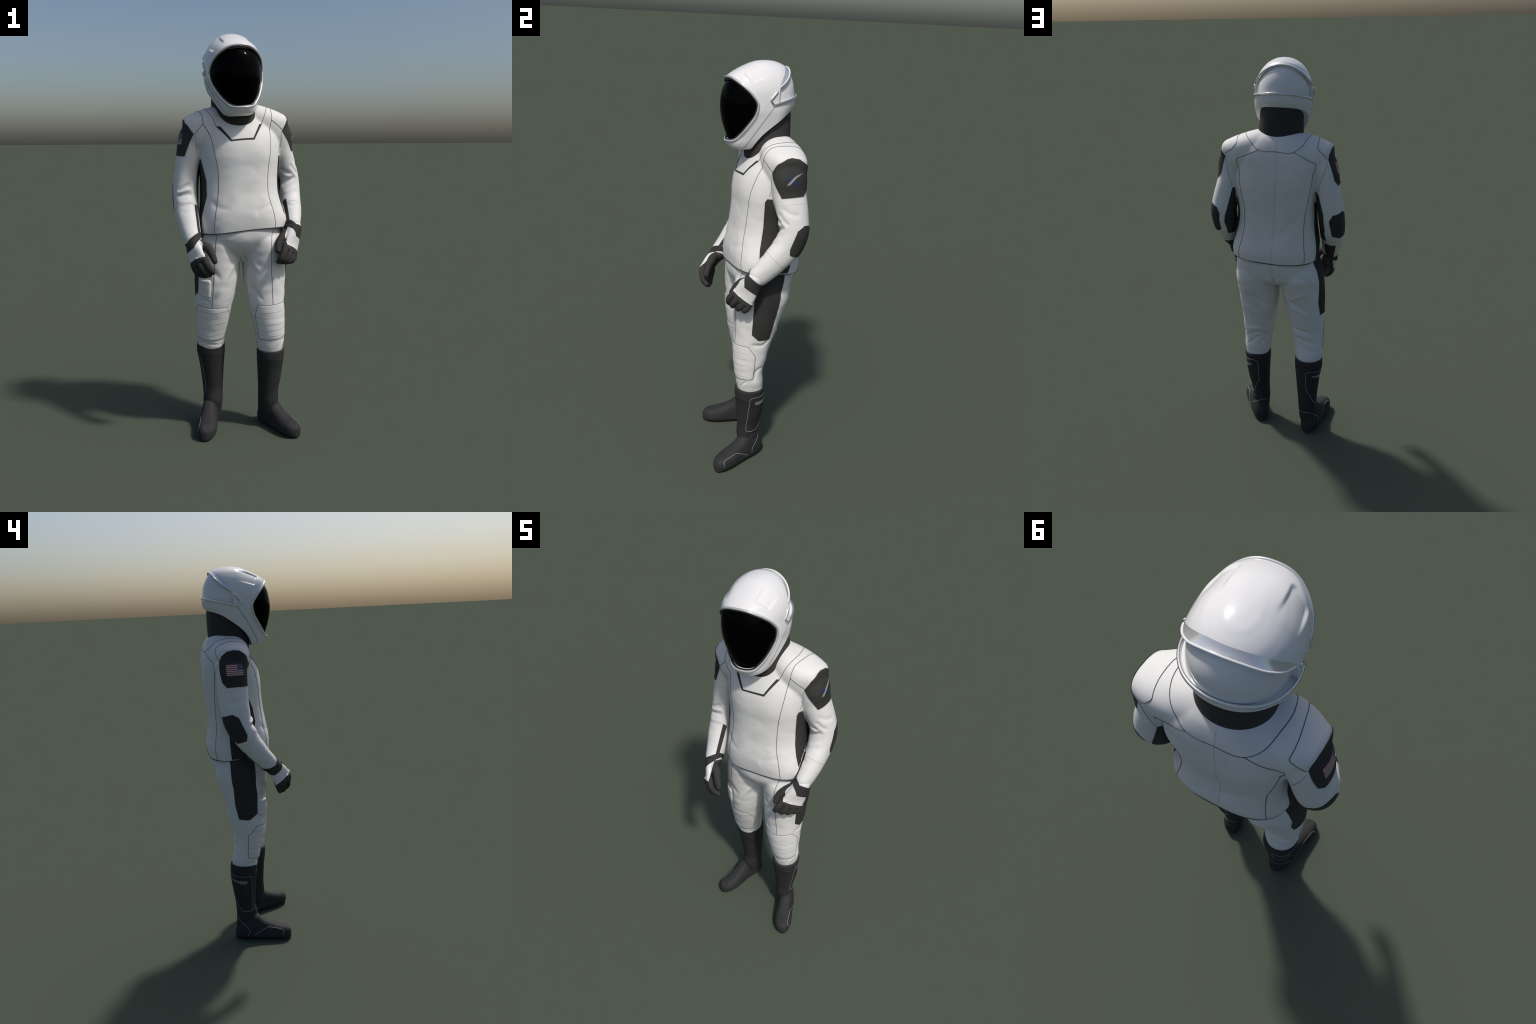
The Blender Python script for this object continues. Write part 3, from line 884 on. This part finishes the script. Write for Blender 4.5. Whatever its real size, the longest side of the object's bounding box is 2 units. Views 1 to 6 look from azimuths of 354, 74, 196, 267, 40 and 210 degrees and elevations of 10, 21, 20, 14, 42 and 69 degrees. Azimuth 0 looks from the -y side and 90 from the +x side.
fold(trousers_me, [
    ([(-.045, .113, .795), (-.105, .132, .780), (-.160, .118, .728)], .011, -.006),
    ([(-.050, .110, .760), (-.11, .128, .752), (-.17, .105, .70)], .012, .004),
    ([(-.070, .075, .623), (-.116, .100, .623), (-.175, .098, .606)], .008, -.006),
    ([(-.072, .06, .560), (-.129, .100, .534), (-.190, .098, .495)], .008, -.005),
    ([(-.082, .075, .573), (-.142, .099, .560), (-.212, .075, .543)], .007, -.005),
    ([(-.08, .085, .595), (-.14, .105, .588), (-.20, .085, .578)], .010, .004),
    ([(-.030, .115, .853), (-.061, .132, .833), (-.085, .137, .820)], .008, -.004),
    ([(-.099, .174, .965), (-.159, .167, .935), (-.215, .105, .832)], .014, -.004),
    ([(.204, .030, .530), (.128, .057, .560), (.070, .005, .535)], .008, -.007),
    ([(.20, .040, .575), (.128, .064, .59), (.066, .012, .565)], .011, .005),
    ([(.135, .110, .745), (.093, .090, .696), (.060, .028, .598)], .013, -.005),
    ([(.140, .050, .465), (.102, .033, .510), (.076, .000, .531)], .007, -.004),
    ([(.190, .044, .475), (.139, .049, .525), (.080, .018, .540)], .007, -.004),
    ([(-.006, -.041, .900), (-.053, -.076, .846), (-.135, -.084, .706)], .013, .004),
    ([(.042, -.058, .775), (.071, -.085, .737), (.110, -.100, .692)], .010, -.0025),
    ([(.030, -.077, .935), (.059, -.077, .882), (.092, -.094, .845)], .014, .003),
    ([(-.228, .035, .457), (-.191, -.020, .464), (-.155, -.027, .457)], .006, -.004),
    ([(-.212, .000, .446), (-.160, -.027, .455), (-.088, .012, .446)], .005, -.004),
    ([(-.222, -.03, .690), (-.188, -.068, .698), (-.160, -.077, .690)], .008, -.004),
    ([(.219, -.045, .484), (.205, -.064, .458), (.195, -.07, .440)], .005, -.004),
    ([(.213, .068, .716), (.224, .033, .683), (.228, -.035, .690)], .010, -.004),
    ([(.196, .042, .553), (.219, .009, .545), (.224, -.008, .480)], .010, -.004),
    ([(.000, .205, 1.00), (-.004, .195, .94), (.002, .13, .885)], .011, -.009),
    ([(.008, -.125, .97), (.009, -.100, .94), (.010, -.06, .91)], .012, -.006),
    ([(.10, -.14, 1.02), (.12, -.125, .95), (.06, -.09, .91)], .014, -.003),
    ([(-.10, -.12, 1.01), (-.06, -.11, .95), (-.02, -.07, .91)], .016, -.004),
    ([(.05, -.12, 1.0), (.03, -.10, .95), (.015, -.07, .92)], .012, .004),
        ([(-.20, -.05, .90), (-.15, -.08, .86), (-.10, -.09, .80)], .014, -.003),
    ([(.19, .10, .88), (.13, .13, .82), (.06, .10, .74)], .014, -.005),
    ([(.22, .06, .80), (.17, .10, .74), (.10, .095, .66)], .012, .004),
    ([(-.21, .08, .88), (-.14, .14, .85), (-.06, .14, .80)], .012, .004)], 1.35)
fold(boot_r_me, [([(-.21, .03, .150), (-.205, .075, .145), (-.18, .10, .150)], .008, -.004), ([(-.205, .02, .135), (-.207, .06, .122), (-.19, .09, .128)], .008, .003),
                 ([(-.195, -.02, .130), (-.16, -.03, .128), (-.12, -.01, .130)], .008, -.003), ([(-.18, -.155, .075), (-.19, -.17, .066), (-.20, -.155, .068)], .012, -.004)])
fold(boot_l_me, [([(.20, -.02, .150), (.18, .02, .145), (.16, .045, .150)], .008, -.004), ([(.21, -.02, .132), (.19, .01, .125), (.165, .035, .13)], .008, .003),
                 ([(.10, -.05, .130), (.13, -.08, .125), (.18, -.08, .130)], .008, -.003), ([(.23, -.175, .075), (.245, -.18, .066), (.255, -.165, .068)], .012, -.004)])

# ==== FITTINGS
JB, TB = bvh_of(jacket_me), bvh_of(trousers_me)
TOB, ARB, ALB = bvh_of(torso_only), bvh_of(arm_r_only), bvh_of(arm_l_only)
BR, BL = bvh_of(boot_r_me), bvh_of(boot_l_me)

# cut the skins into their garment parts
fc = face_centers(jacket_me)
dR, _ = seg_dist(fc, np.array(ARM_R)[:, :3]); dL, _ = seg_dist(fc, np.array(ARM_L)[:, :3])
lab = np.zeros(len(fc), int)
high = fc[:, 2] > 1.32
lab[high & (fc[:, 0] < -.214 - .2*(fc[:, 1]-.02)) & (fc[:, 2] < 1.60)] = 1
lab[high & (fc[:, 0] > .208 - .05*(fc[:, 1]-.1)) & (fc[:, 2] < 1.63)] = 2
lab[~high & (dR < .084) & (fc[:, 0] < -.1)] = 1
lab[~high & (dL < .084) & (fc[:, 0] > .1)] = 2
jk = split_regions(jacket_me, lab, {0: ("jacket", M_CLOTH, None), 1: ("sleeve", M_CLOTH, None), 2: ("sleeve", M_CLOTH, None)})
jacket, sleeve_r, sleeve_l = jk[0], jk[1], jk[2]
fc = face_centers(trousers_me)
lab = np.where(fc[:, 2] > .905, 0, np.where(fc[:, 0] < .011, 1, 2))
tr = split_regions(trousers_me, lab, {0: ("trousers", M_CLOTH, None), 1: ("trouser_leg", M_CLOTH, None), 2: ("trouser_leg", M_CLOTH, None)})
trousers, leg_r, leg_l = tr[0], tr[1], tr[2]
boot_r = new_obj("boot", boot_r_me, M_BOOT); boot_l = new_obj("boot", boot_l_me, M_BOOT)
neck = new_obj("neck_seal", neck_me, M_DARK)

def split_glove(me, H, index_k, pinky_k, thumb_base):
    """fingers, thumb, dark palm and the white back of the hand, cut along clean planes"""
    K = np.array(H['knuckles']); w = np.array(H['wrist'][0]); kc = K.mean(0)
    across = np.array(index_k) - np.array(pinky_k); along = kc - w
    nrm = np.cross(across, along); nrm /= np.linalg.norm(nrm)
    if nrm[0]*w[0] < 0: nrm = -nrm                      # outward from the body
    kn = np.cross(nrm, across); kn /= np.linalg.norm(kn); kn *= np.sign(kn @ along)     # towards the finger tips
    tv = np.array(thumb_base) - np.array(index_k)
    tn = np.cross(nrm, tv); tn /= np.linalg.norm(tn)
    th = np.array(H['thumb'])[:, :3].mean(0)
    tn *= np.sign(tn @ (th - kc))                         # towards the thumb
    planes = [(np.array(index_k)*.5 + np.array(pinky_k)*.5, kn), (w*.5 + kc*.5 - nrm*.004, nrm), (np.array(thumb_base)*.5 + np.array(index_k)*.5 + tn*.004, tn)]
    bm = bmesh.new(); bm.from_mesh(me)
    for co, no in planes:
        bmesh.ops.bisect_plane(bm, geom=bm.faces[:] + bm.edges[:] + bm.verts[:], plane_co=Vector(co), plane_no=Vector(no))
    bm.to_mesh(me); bm.free(); me.update()
    fc = face_centers(me)
    side = [(fc - co) @ no for co, no in planes]
    best, _ = seg_dist(fc, np.array([w, kc])); best = best - .036
    lab = np.zeros(len(fc), int)
    for i, f in enumerate(H['fingers'] + [H['thumb'][1:]]):
        P = np.array(f)[:, :3]
        d, t = seg_dist(fc, P)
        d = np.where(t > .06, d - .012, 9)
        k = d < best; best[k] = d[k]; lab[k] = i+1
    white = (side[0] < 0) & (side[1] > 0) & (side[2] < 0) & (lab != 5)
    white |= (side[0] < 0) & (side[1] > 0) & (side[2] < -.004)
    lab[white] = 9
    out = split_regions(me, lab, {0: ("glove", M_GLOVE, None)})
    g = out[0]
    split_regions(me, lab, {**{i: ("finger", M_GLOVE, g) for i in range(1, 5)}, 5: ("thumb", M_GLOVE, g), 9: ("glove_back", M_CLOTH, g)})
    return g
glove_l = split_glove(glove_l_me, HAND_L, (.221, -.121, .983), (.284, -.055, .937), (.213, -.070, 1.055))
glove_r = split_glove(glove_r_me, HAND_R, (-.185, -.211, .948), (-.245, -.138, .899), (-.176, -.146, 1.014))
GLB, GRB = bvh_of(glove_l_me), bvh_of(glove_r_me)
SGL, SGR = bvh_join(arm_l_only, glove_l_me), bvh_join(arm_r_only, glove_r_me)

# --- charcoal panels on the sleeves
AX_UR = ((-.236, .055, 1.60), (-.262, .058, 1.36)); AX_UL = ((.205, .115, 1.62), (.245, .128, 1.38))
patch([(-.268, .020, 1.590), (-.250, -.016, 1.562), (-.220, -.030, 1.523), (-.270, -.013, 1.416), (-.307, .091, 1.416), (-.295, .111, 1.441), (-.268, .130, 1.545), (-.268, .110, 1.568), (-.268, .080, 1.588), (-.268, .050, 1.594)],
      JB, "shoulder_panel", M_DARK, axis=AX_UR, parent=sleeve_r, lift=.0032, step=.005)
patch([(.220, .036, 1.540), (.240, .057, 1.583), (.249, .089, 1.606), (.250, .112, 1.612), (.249, .147, 1.606), (.240, .180, 1.580), (.222, .194, 1.560), (.252, .195, 1.470), (.277, .173, 1.446), (.276, .061, 1.437)],
      JB, "shoulder_panel", M_DARK, axis=AX_UL, parent=sleeve_l, lift=.0028, step=.005)
AX_ER = ((-.266, .052, 1.30), (-.266, .010, 1.13)); AX_EL = ((.258, .135, 1.33), (.268, .105, 1.16))
patch([(-.332, .075, 1.286), (-.336, .041, 1.269), (-.329, .003, 1.180), (-.326, .008, 1.151), (-.309, .050, 1.137), (-.278, .079, 1.153), (-.271, .119, 1.241), (-.290, .122, 1.273)],
      JB, "elbow_patch", M_DARK, axis=AX_ER, parent=sleeve_r, lift=.002)
patch([(.300, .192, 1.316), (.273, .205, 1.304), (.261, .204, 1.271), (.267, .197, 1.240), (.268, .172, 1.182), (.283, .161, 1.169), (.315, .138, 1.172), (.329, .106, 1.186), (.330, .104, 1.213), (.325, .138, 1.298), (.314, .173, 1.319)],
      JB, "elbow_patch", M_DARK, axis=AX_EL, parent=sleeve_l, lift=.002)
# inner sleeve panels
patch([(-.222, .125, 1.372), (-.243, .120, 1.273), (-.245, .095, 1.190), (-.245, .049, 1.120), (-.215, .005, 1.135), (-.206, .000, 1.22), (-.203, .01, 1.31), (-.200, .03, 1.40), (-.205, .08, 1.41)],
      ARB, "inner_sleeve_panel", M_DARK, lift=.0035, depth=.012, axis=((-.262, .062, 1.40), (-.266, .030, 1.12)), parent=sleeve_r)
patch([(.199, .182, 1.400), (.217, .196, 1.318), (.237, .199, 1.258), (.244, .190, 1.225), (.244, .147, 1.155), (.218, .115, 1.152), (.206, .08, 1.20), (.200, .07, 1.28), (.195, .09, 1.38), (.192, .13, 1.415)],
      ALB, "inner_sleeve_panel", M_DARK, lift=.0035, depth=.012, axis=((.245, .128, 1.42), (.268, .105, 1.14)), parent=sleeve_l)
# side panels of the torso
patch([(-.197, .005, 1.400), (-.178, -.022, 1.33), (-.166, -.034, 1.294), (-.163, -.044, 1.219), (-.187, -.014, 1.105), (-.184, -.018, 1.040), (-.197, .085, 1.030), (-.192, .092, 1.192), (-.193, .092, 1.289), (-.196, .10, 1.40)],
      TOB, "side_panel", M_DARK, lift=.0035, depth=.012, axis=((0.0, .05, 1.42), (.012, .045, 1.03)), parent=jacket)
patch([(.205, .022, 1.415), (.196, .014, 1.400), (.195, .012, 1.275), (.203, -.002, 1.174), (.225, -.008, 1.10), (.228, -.01, 1.068), (.212, .128, 1.060), (.198, .150, 1.143), (.180, .168, 1.266), (.178, .170, 1.319), (.195, .15, 1.41)],
      TOB, "side_panel", M_DARK, lift=.0035, depth=.012, axis=((0.0, .06, 1.42), (.012, .045, 1.03)), parent=jacket)
# thigh panels
patch([(-.190, .115, 1.060), (-.215, .101, .971), (-.228, .092, .879), (-.222, .088, .789), (-.222, .068, .711), (-.233, .012, .707), (-.222, -.036, .737), (-.221, -.043, .847), (-.222, -.036, .892), (-.195, -.040, 1.060)],
      TB, "thigh_panel", M_DARK, axis=((-.105, .035, 1.05), (-.135, .022, .68)), parent=trousers)
patch([(.205, .000, 1.075), (.238, -.028, .908), (.231, -.031, .747), (.232, .005, .713), (.214, .061, .709), (.223, .088, .819), (.225, .111, .948), (.200, .132, 1.075)],
      TB, "thigh_panel", M_DARK, axis=((.12, .04, 1.08), (.135, .0, .68)), parent=trousers)
# collar chevron
patch([(-.113, -.035, 1.559), (-.095, -.033, 1.557), (-.041, -.066, 1.491), (.065, -.049, 1.4975), (.101, -.011, 1.572), (.115, -.007, 1.573), (.070, -.052, 1.490), (-.046, -.068, 1.484)],
      JB, "collar_chevron", M_DARK, normal=(.1, -.85, .5), parent=jacket, step=.005, lift=.0016)

# --- cuffs and gloves
AXR = ((-.262, -.005, 1.14), (-.228, -.125, .985)); AXL = ((.270, .050, 1.142), (.263, -.055, 1.030))
band(AXR, (-1, 0, 0), [(-150, .135), (-131, .143), (-81, .168), (-32, .186), (20, .172), (45, .158), (110, .150), (170, .138)],
     [(-172, .158), (-140, .172), (-110, .195), (-75, .224), (-30, .226), (20, .220), (78, .190), (120, .178), (170, .160)], SGR, "cuff", M_DARK, ribs=5, parent=glove_r)
band(AXL, (1, 0, 0), [(150, .095), (112, .101), (73, .126), (20, .122), (-41, .118), (-100, .112), (-170, .100)],
     [(160, .122), (137, .130), (95, .152), (53, .180), (10, .178), (-46, .170), (-100, .155), (-170, .125)], SGL, "cuff", M_DARK, ribs=5, parent=glove_l)
patch(on_axis(AXR, (-1, 0, 0), [(-152, -.005), (-130, -.012), (-128, .150), (-154, .150)]), JB, "forearm_stripe", M_DARK, axis=AXR, parent=sleeve_r, reach=.1)
patch(on_axis(AXL, (1, 0, 0), [(142, -.02), (120, -.028), (114, .110), (136, .110)]), JB, "forearm_stripe", M_DARK, axis=AXL, parent=sleeve_l, reach=.1)
patch(on_axis(AXR, (-1, 0, 0), [(62, .02), (118, .02), (112, .165), (62, .165)]), JB, "forearm_stripe", M_DARK, axis=AXR, parent=sleeve_r, reach=.1)
patch(on_axis(AXL, (1, 0, 0), [(-65, .02), (-118, .02), (-112, .130), (-65, .130)]), JB, "forearm_stripe", M_DARK, axis=AXL, parent=sleeve_l, reach=.1)

# --- knee pads, pocket plate
def quilt(z0, z1, rows):
    def f(V2, dist, hits):
        ph = (hits[:, 2]-z0)/(z1-z0)*rows
        g = np.abs(ph-np.round(ph))
        return (-.0016*np.exp(-(g/.10)**2) + .0008)*np.clip(dist/.01, 0, 1)
    return f
KR = [(-.222, -.030, .670), (-.205, -.055, .666), (-.162, -.074, .659), (-.128, -.076, .659), (-.074, -.057, .660), (-.060, -.017, .605), (-.068, -.003, .559), (-.088, .003, .483), (-.115, -.022, .478), (-.155, -.032, .476), (-.204, -.017, .486), (-.227, .029, .493), (-.228, .023, .617)]
KL = [(.080, -.088, .674), (.120, -.101, .671), (.194, -.083, .676), (.223, -.044, .677), (.226, -.006, .626), (.224, -.010, .497), (.211, -.061, .494), (.195, -.075, .490), (.138, -.086, .486), (.086, -.052, .489), (.068, -.068, .618)]
AX_KR = ((-.140, .020, .70), (-.155, .045, .44)); AX_KL = ((.135, -.005, .70), (.152, -.015, .44))
for K, ax, leg in ((KR, AX_KR, leg_r), (KL, AX_KL, leg_l)):
    pad = patch(K, TB, "knee_pad", M_CLOTH, axis=ax, parent=leg, lift=.0018, edge_round=.005, step=.006)
    seam(K, TB, .0013, name="knee_seam", straight=True, closed=True, parent=leg, lift=.0008)
    for k in range(1, 6):
        z = .480 + .19*k/6
        A0, A1 = np.array(ax[0]), np.array(ax[1]); c = A0 + (A1-A0)*((A0[2]-z)/(A0[2]-A1[2]))
        lo, hi = (-72, 62) if leg is leg_r else (-62, 72)
        pts = []
        for a in np.linspace(math.radians(lo), math.radians(hi), 24):
            d = Vector((math.sin(a), -math.cos(a), 0))
            hit = TB.ray_cast(Vector(c) + Vector((0, 0, -.010*math.cos(a)+.006)), d, .2)[0]
            if hit: pts.append(np.array(hit) + np.array(d)*.0024)
        tube(np.array(pts), .0006, "quilt_line", M_FAINT, leg, sides=6)
patch([(-.213, -.050, .808), (-.163, -.089, .808), (-.154, -.090, .797), (-.155, -.085, .745), (-.160, -.082, .718), (-.180, -.074, .713), (-.200, -.061, .718), (-.222, -.036, .732)],
      TB, "thigh_plate", M_PLATE, axis=((-.125, .03, .85), (-.135, .022, .68)), parent=leg_r, lift=.007, edge_round=.012, step=.004)

# --- seams of the jacket
def js(name, pts, r=.0012, mat=None, straight=False, parent=None):
    return seam(pts, JB, r, mat, name, straight, parent or jacket)
js("chest_seam", [(-.175, -.033, 1.572), (-.136, -.043, 1.497), (-.118, -.067, 1.410), (-.106, -.073, 1.329), (-.107, -.079, 1.262), (-.118, -.090, 1.160), (-.123, -.081, 1.047)])
js("chest_seam", [(.163, .009, 1.591), (.148, -.012, 1.496), (.140, -.042, 1.394), (.135, -.053, 1.292), (.139, -.064, 1.223), (.157, -.072, 1.154), (.165, -.064, 1.064)])
js("shoulder_seam", [(-.218, -.030, 1.524), (-.175, -.033, 1.571), (-.177, -.012, 1.605), (-.196, .030, 1.627), (-.213, .085, 1.630), (-.213, .136, 1.596), (-.268, .130, 1.547)], straight=True)
js("shoulder_seam", [(.221, .035, 1.545), (.163, .009, 1.591), (.160, .045, 1.632), (.170, .090, 1.648), (.168, .145, 1.642), (.160, .186, 1.618), (.185, .200, 1.592), (.222, .194, 1.570)], straight=True)
js("yoke_seam", [(-.113, -.035, 1.560), (-.145, .005, 1.608), (-.166, .045, 1.636), (-.164, .100, 1.635), (-.149, .152, 1.610), (-.106, .190, 1.583), (-.033, .205, 1.589), (.048, .209, 1.594), (.094, .187, 1.628), (.135, .130, 1.655), (.144, .087, 1.657), (.131, .020, 1.620), (.113, -.007, 1.573)], straight=False)
js("back_seam", [(.048, .209, 1.594), (.163, .204, 1.549), (.158, .200, 1.480), (.153, .198, 1.423), (.136, .198, 1.307), (.140, .192, 1.199), (.164, .182, 1.046)], straight=True)
js("back_seam", [(-.112, .186, 1.586), (-.218, .161, 1.526), (-.205, .155, 1.46), (-.185, .155, 1.391), (-.157, .153, 1.276), (-.152, .159, 1.136), (-.153, .158, 1.024)], straight=True)
js("centre_back_stitch", [(-.030, .181, 1.64), (-.034, .216, 1.473), (-.017, .208, 1.253), (.001, .205, 1.032)], .0004, M_CREASE)
js("armhole_seam", [(-.218, -.030, 1.523), (-.212, -.022, 1.484), (-.203, .0, 1.43)], .0009, M_FAINT)
js("armhole_seam", [(-.262, .126, 1.530), (-.240, .138, 1.46), (-.218, .13, 1.39)], .0010, M_FAINT)
js("armhole_seam", [(.220, .036, 1.540), (.215, .036, 1.48), (.206, .03, 1.43)], .0010, M_FAINT)
js("armhole_seam", [(.222, .194, 1.565), (.209, .192, 1.476), (.200, .182, 1.409)], .0010, M_FAINT)
for ax, uref, t0, sl in ((AXR, (-1, 0, 0), -.012, sleeve_r), (AXL, (1, 0, 0), -.010, sleeve_l)):
    q = []
    A0, B0 = np.array(ax[0]), np.array(ax[1])
    for a in np.linspace(0, 360, 40, endpoint=False):
        p = on_axis(ax, uref, [(a, t0)], .001)[0]; e = on_axis(ax, uref, [(a, t0)], 1.0)[0]
        d = Vector(e-p).normalized(); h = JB.ray_cast(Vector(p), d, .12)[0]
        if h: q.append(np.array(h))
    tube(np.array(q), .0007, "forearm_stitch", M_FAINT, sl, sides=6, closed=True)
for A0, d, bv, sl in (((-.252, .064, 1.392), (-.12, .0, -1), ARB, sleeve_r), ((.238, .124, 1.405), (.16, .08, -1), ALB, sleeve_l)):
    t = Vector(d).normalized(); u_ = t.orthogonal().normalized(); v_ = t.cross(u_)
    q = [np.array(bv.ray_cast(Vector(A0), u_*math.cos(a) + v_*math.sin(a), .15)[0]) for a in np.linspace(0, 2*np.pi, 48, endpoint=False)]
    q, n_ = drape(np.array(q), JB, .0002)
    tube(q, .0006, "sleeve_stitch", M_CREASE, sl, sides=6, closed=True)
# dark line under the edge of the jacket
hem = []
for a in np.linspace(0, 2*np.pi, 120, endpoint=False):
    d = Vector((math.cos(a), math.sin(a), 0)); x, y = .018+.15*math.cos(a), .043+.11*math.sin(a)
    z = 1.0435 + .075*(.018+.21*math.cos(a)-.02) - .08*(.043+.165*math.sin(a)-.04)
    h = TOB.ray_cast(Vector((.018, .043, z)), d, .35)[0]
    if h and (Vector(h).xy - Vector((.018, .043))).length < .235: hem.append(np.array(h) - np.array(d)*.0008)
tube(np.array(hem), .0026, "hem_dark_line", M_SHADE, jacket, sides=6, closed=True)

# --- trouser seams
def ts(name, pts, r=.0012, mat=None, parent=None, straight=False):
    return seam(pts, TB, r, mat, name, straight, parent or trousers)
ts("front_seam", [(-.122, -.085, 1.045), (-.128, -.093, .964), (-.135, -.097, .869), (-.144, -.086, .741), (-.149, -.077, .662)])
ts("front_seam", [(.161, -.061, 1.062), (.149, -.090, .987), (.150, -.105, .886), (.155, -.101, .773), (.158, -.099, .676)])
ts("inseam", [(.018, -.060, .925), (.026, -.030, .848), (.035, -.030, .764), (.047, -.035, .663), (.063, -.020, .578), (.080, -.012, .45)], .0010, M_FAINT)
ts("inseam", [(.0, -.050, .920), (-.004, .02, .848), (-.014, .02, .764), (-.035, .02, .663), (-.058, .025, .578), (-.080, .04, .45)], .0010, M_FAINT)

# --- boots
def bs(name, pts, bv, boot, r=.0011, closed=False, straight=False, mat=None):
    return seam(pts, bv, r, mat or M_PIPING, name, straight, boot, closed, flat=.6, lift=.0003)
bs("piping", [(-.166, .127, .391), (-.206, .109, .390), (-.224, .077, .386), (-.225, .042, .386), (-.219, .022, .387), (-.212, .016, .374), (-.199, .015, .313), (-.189, .014, .244), (-.186, .016, .186), (-.192, .024, .171), (-.199, .046, .168), (-.196, .073, .172), (-.189, .088, .190), (-.180, .100, .217), (-.170, .108, .245), (-.156, .116, .272), (-.155, .122, .322), (-.156, .128, .380)], BR, boot_r, closed=True, straight=True)
bs("piping", [(-.160, .108, .128), (-.187, .091, .112), (-.198, .068, .089), (-.207, .042, .064), (-.208, .040, .050), (-.206, .052, .029)], BR, boot_r)
bs("piping", [(-.160, .108, .128), (-.130, .105, .124), (-.108, .085, .118)], BR, boot_r)
bs("piping", [(-.211, .010, .025), (-.211, .010, .038), (-.214, -.050, .073), (-.214, -.066, .076), (-.217, -.092, .071), (-.223, -.133, .061), (-.228, -.146, .055), (-.235, -.140, .034)], BR, boot_r, straight=True)
patch([(-.185, .120, .368), (-.204, .105, .364), (-.218, .079, .361), (-.219, .041, .359), (-.216, .041, .341), (-.214, .078, .340), (-.212, .091, .351), (-.190, .113, .357)], BR, "boot_tag", M_TAG, axis=((-.155, .055, .40), (-.152, .055, .30)), parent=boot_r, lift=.0008, step=.004)
bs("piping", [(.160, .066, .391), (.192, .057, .386), (.216, .030, .386), (.227, -.008, .389), (.226, -.022, .381), (.212, -.026, .304), (.195, -.031, .206), (.191, -.030, .176), (.193, -.019, .166), (.189, .005, .164), (.172, .033, .166), (.162, .044, .190), (.150, .053, .225), (.131, .058, .262), (.130, .063, .320), (.134, .066, .380)], BL, boot_l, closed=True, straight=True)
bs("piping", [(.150, .050, .112), (.168, .040, .102), (.186, .022, .082), (.197, .007, .063), (.199, .006, .037)], BL, boot_l)
bs("piping", [(.150, .050, .112), (.122, .052, .128), (.100, .030, .125)], BL, boot_l)
bs("piping", [(.290, -.153, .036), (.281, -.162, .060), (.272, -.153, .066), (.241, -.091, .077), (.236, -.074, .073), (.213, -.022, .037), (.212, -.020, .030)], BL, boot_l, straight=True)
patch([(.170, .064, .366), (.198, .050, .358), (.221, .007, .360), (.218, .005, .343), (.211, .026, .338), (.195, .048, .339), (.190, .054, .348), (.168, .063, .354)], BL, "boot_tag", M_TAG, axis=((.154, -.01, .40), (.150, -.01, .30)), parent=boot_l, lift=.0008, step=.004)
for bv, boot, c, z in ((BR, boot_r, (-.155, .055), .400), (BL, boot_l, (.155, -.010), .378)):
    q = [np.array(bv.ray_cast(Vector((*c, z)), Vector((math.cos(a), math.sin(a), 0)), .2)[0]) for a in np.linspace(0, 2*np.pi, 60, endpoint=False)]
    tube(np.array(q), .0010, "boot_cuff_seam", M_GASKET, boot, sides=6, closed=True)

# --- shoulder marks
patch([(-.286, .088, 1.527), (-.277, .004, 1.528), (-.285, .003, 1.471), (-.299, .086, 1.471)], JB, "flag", M_FLAG, axis=AX_UR, parent=sleeve_r, lift=.0040, step=.005, depth=.001)
patch([(.277, .076, 1.530), (.279, .093, 1.533), (.282, .145, 1.503), (.285, .128, 1.499)], JB, "emblem_bar", M_EMBLUE, axis=AX_UL, parent=sleeve_l, lift=.0036, step=.004, depth=.001)
patch([(.282, .083, 1.497), (.283, .096, 1.512), (.281, .117, 1.531), (.275, .137, 1.541), (.262, .168, 1.548), (.272, .149, 1.539), (.280, .129, 1.528), (.283, .117, 1.517), (.285, .098, 1.499)], JB, "emblem_swoosh", M_EMWHITE, axis=AX_UL, parent=sleeve_l, lift=.0044, step=.004, depth=.002)
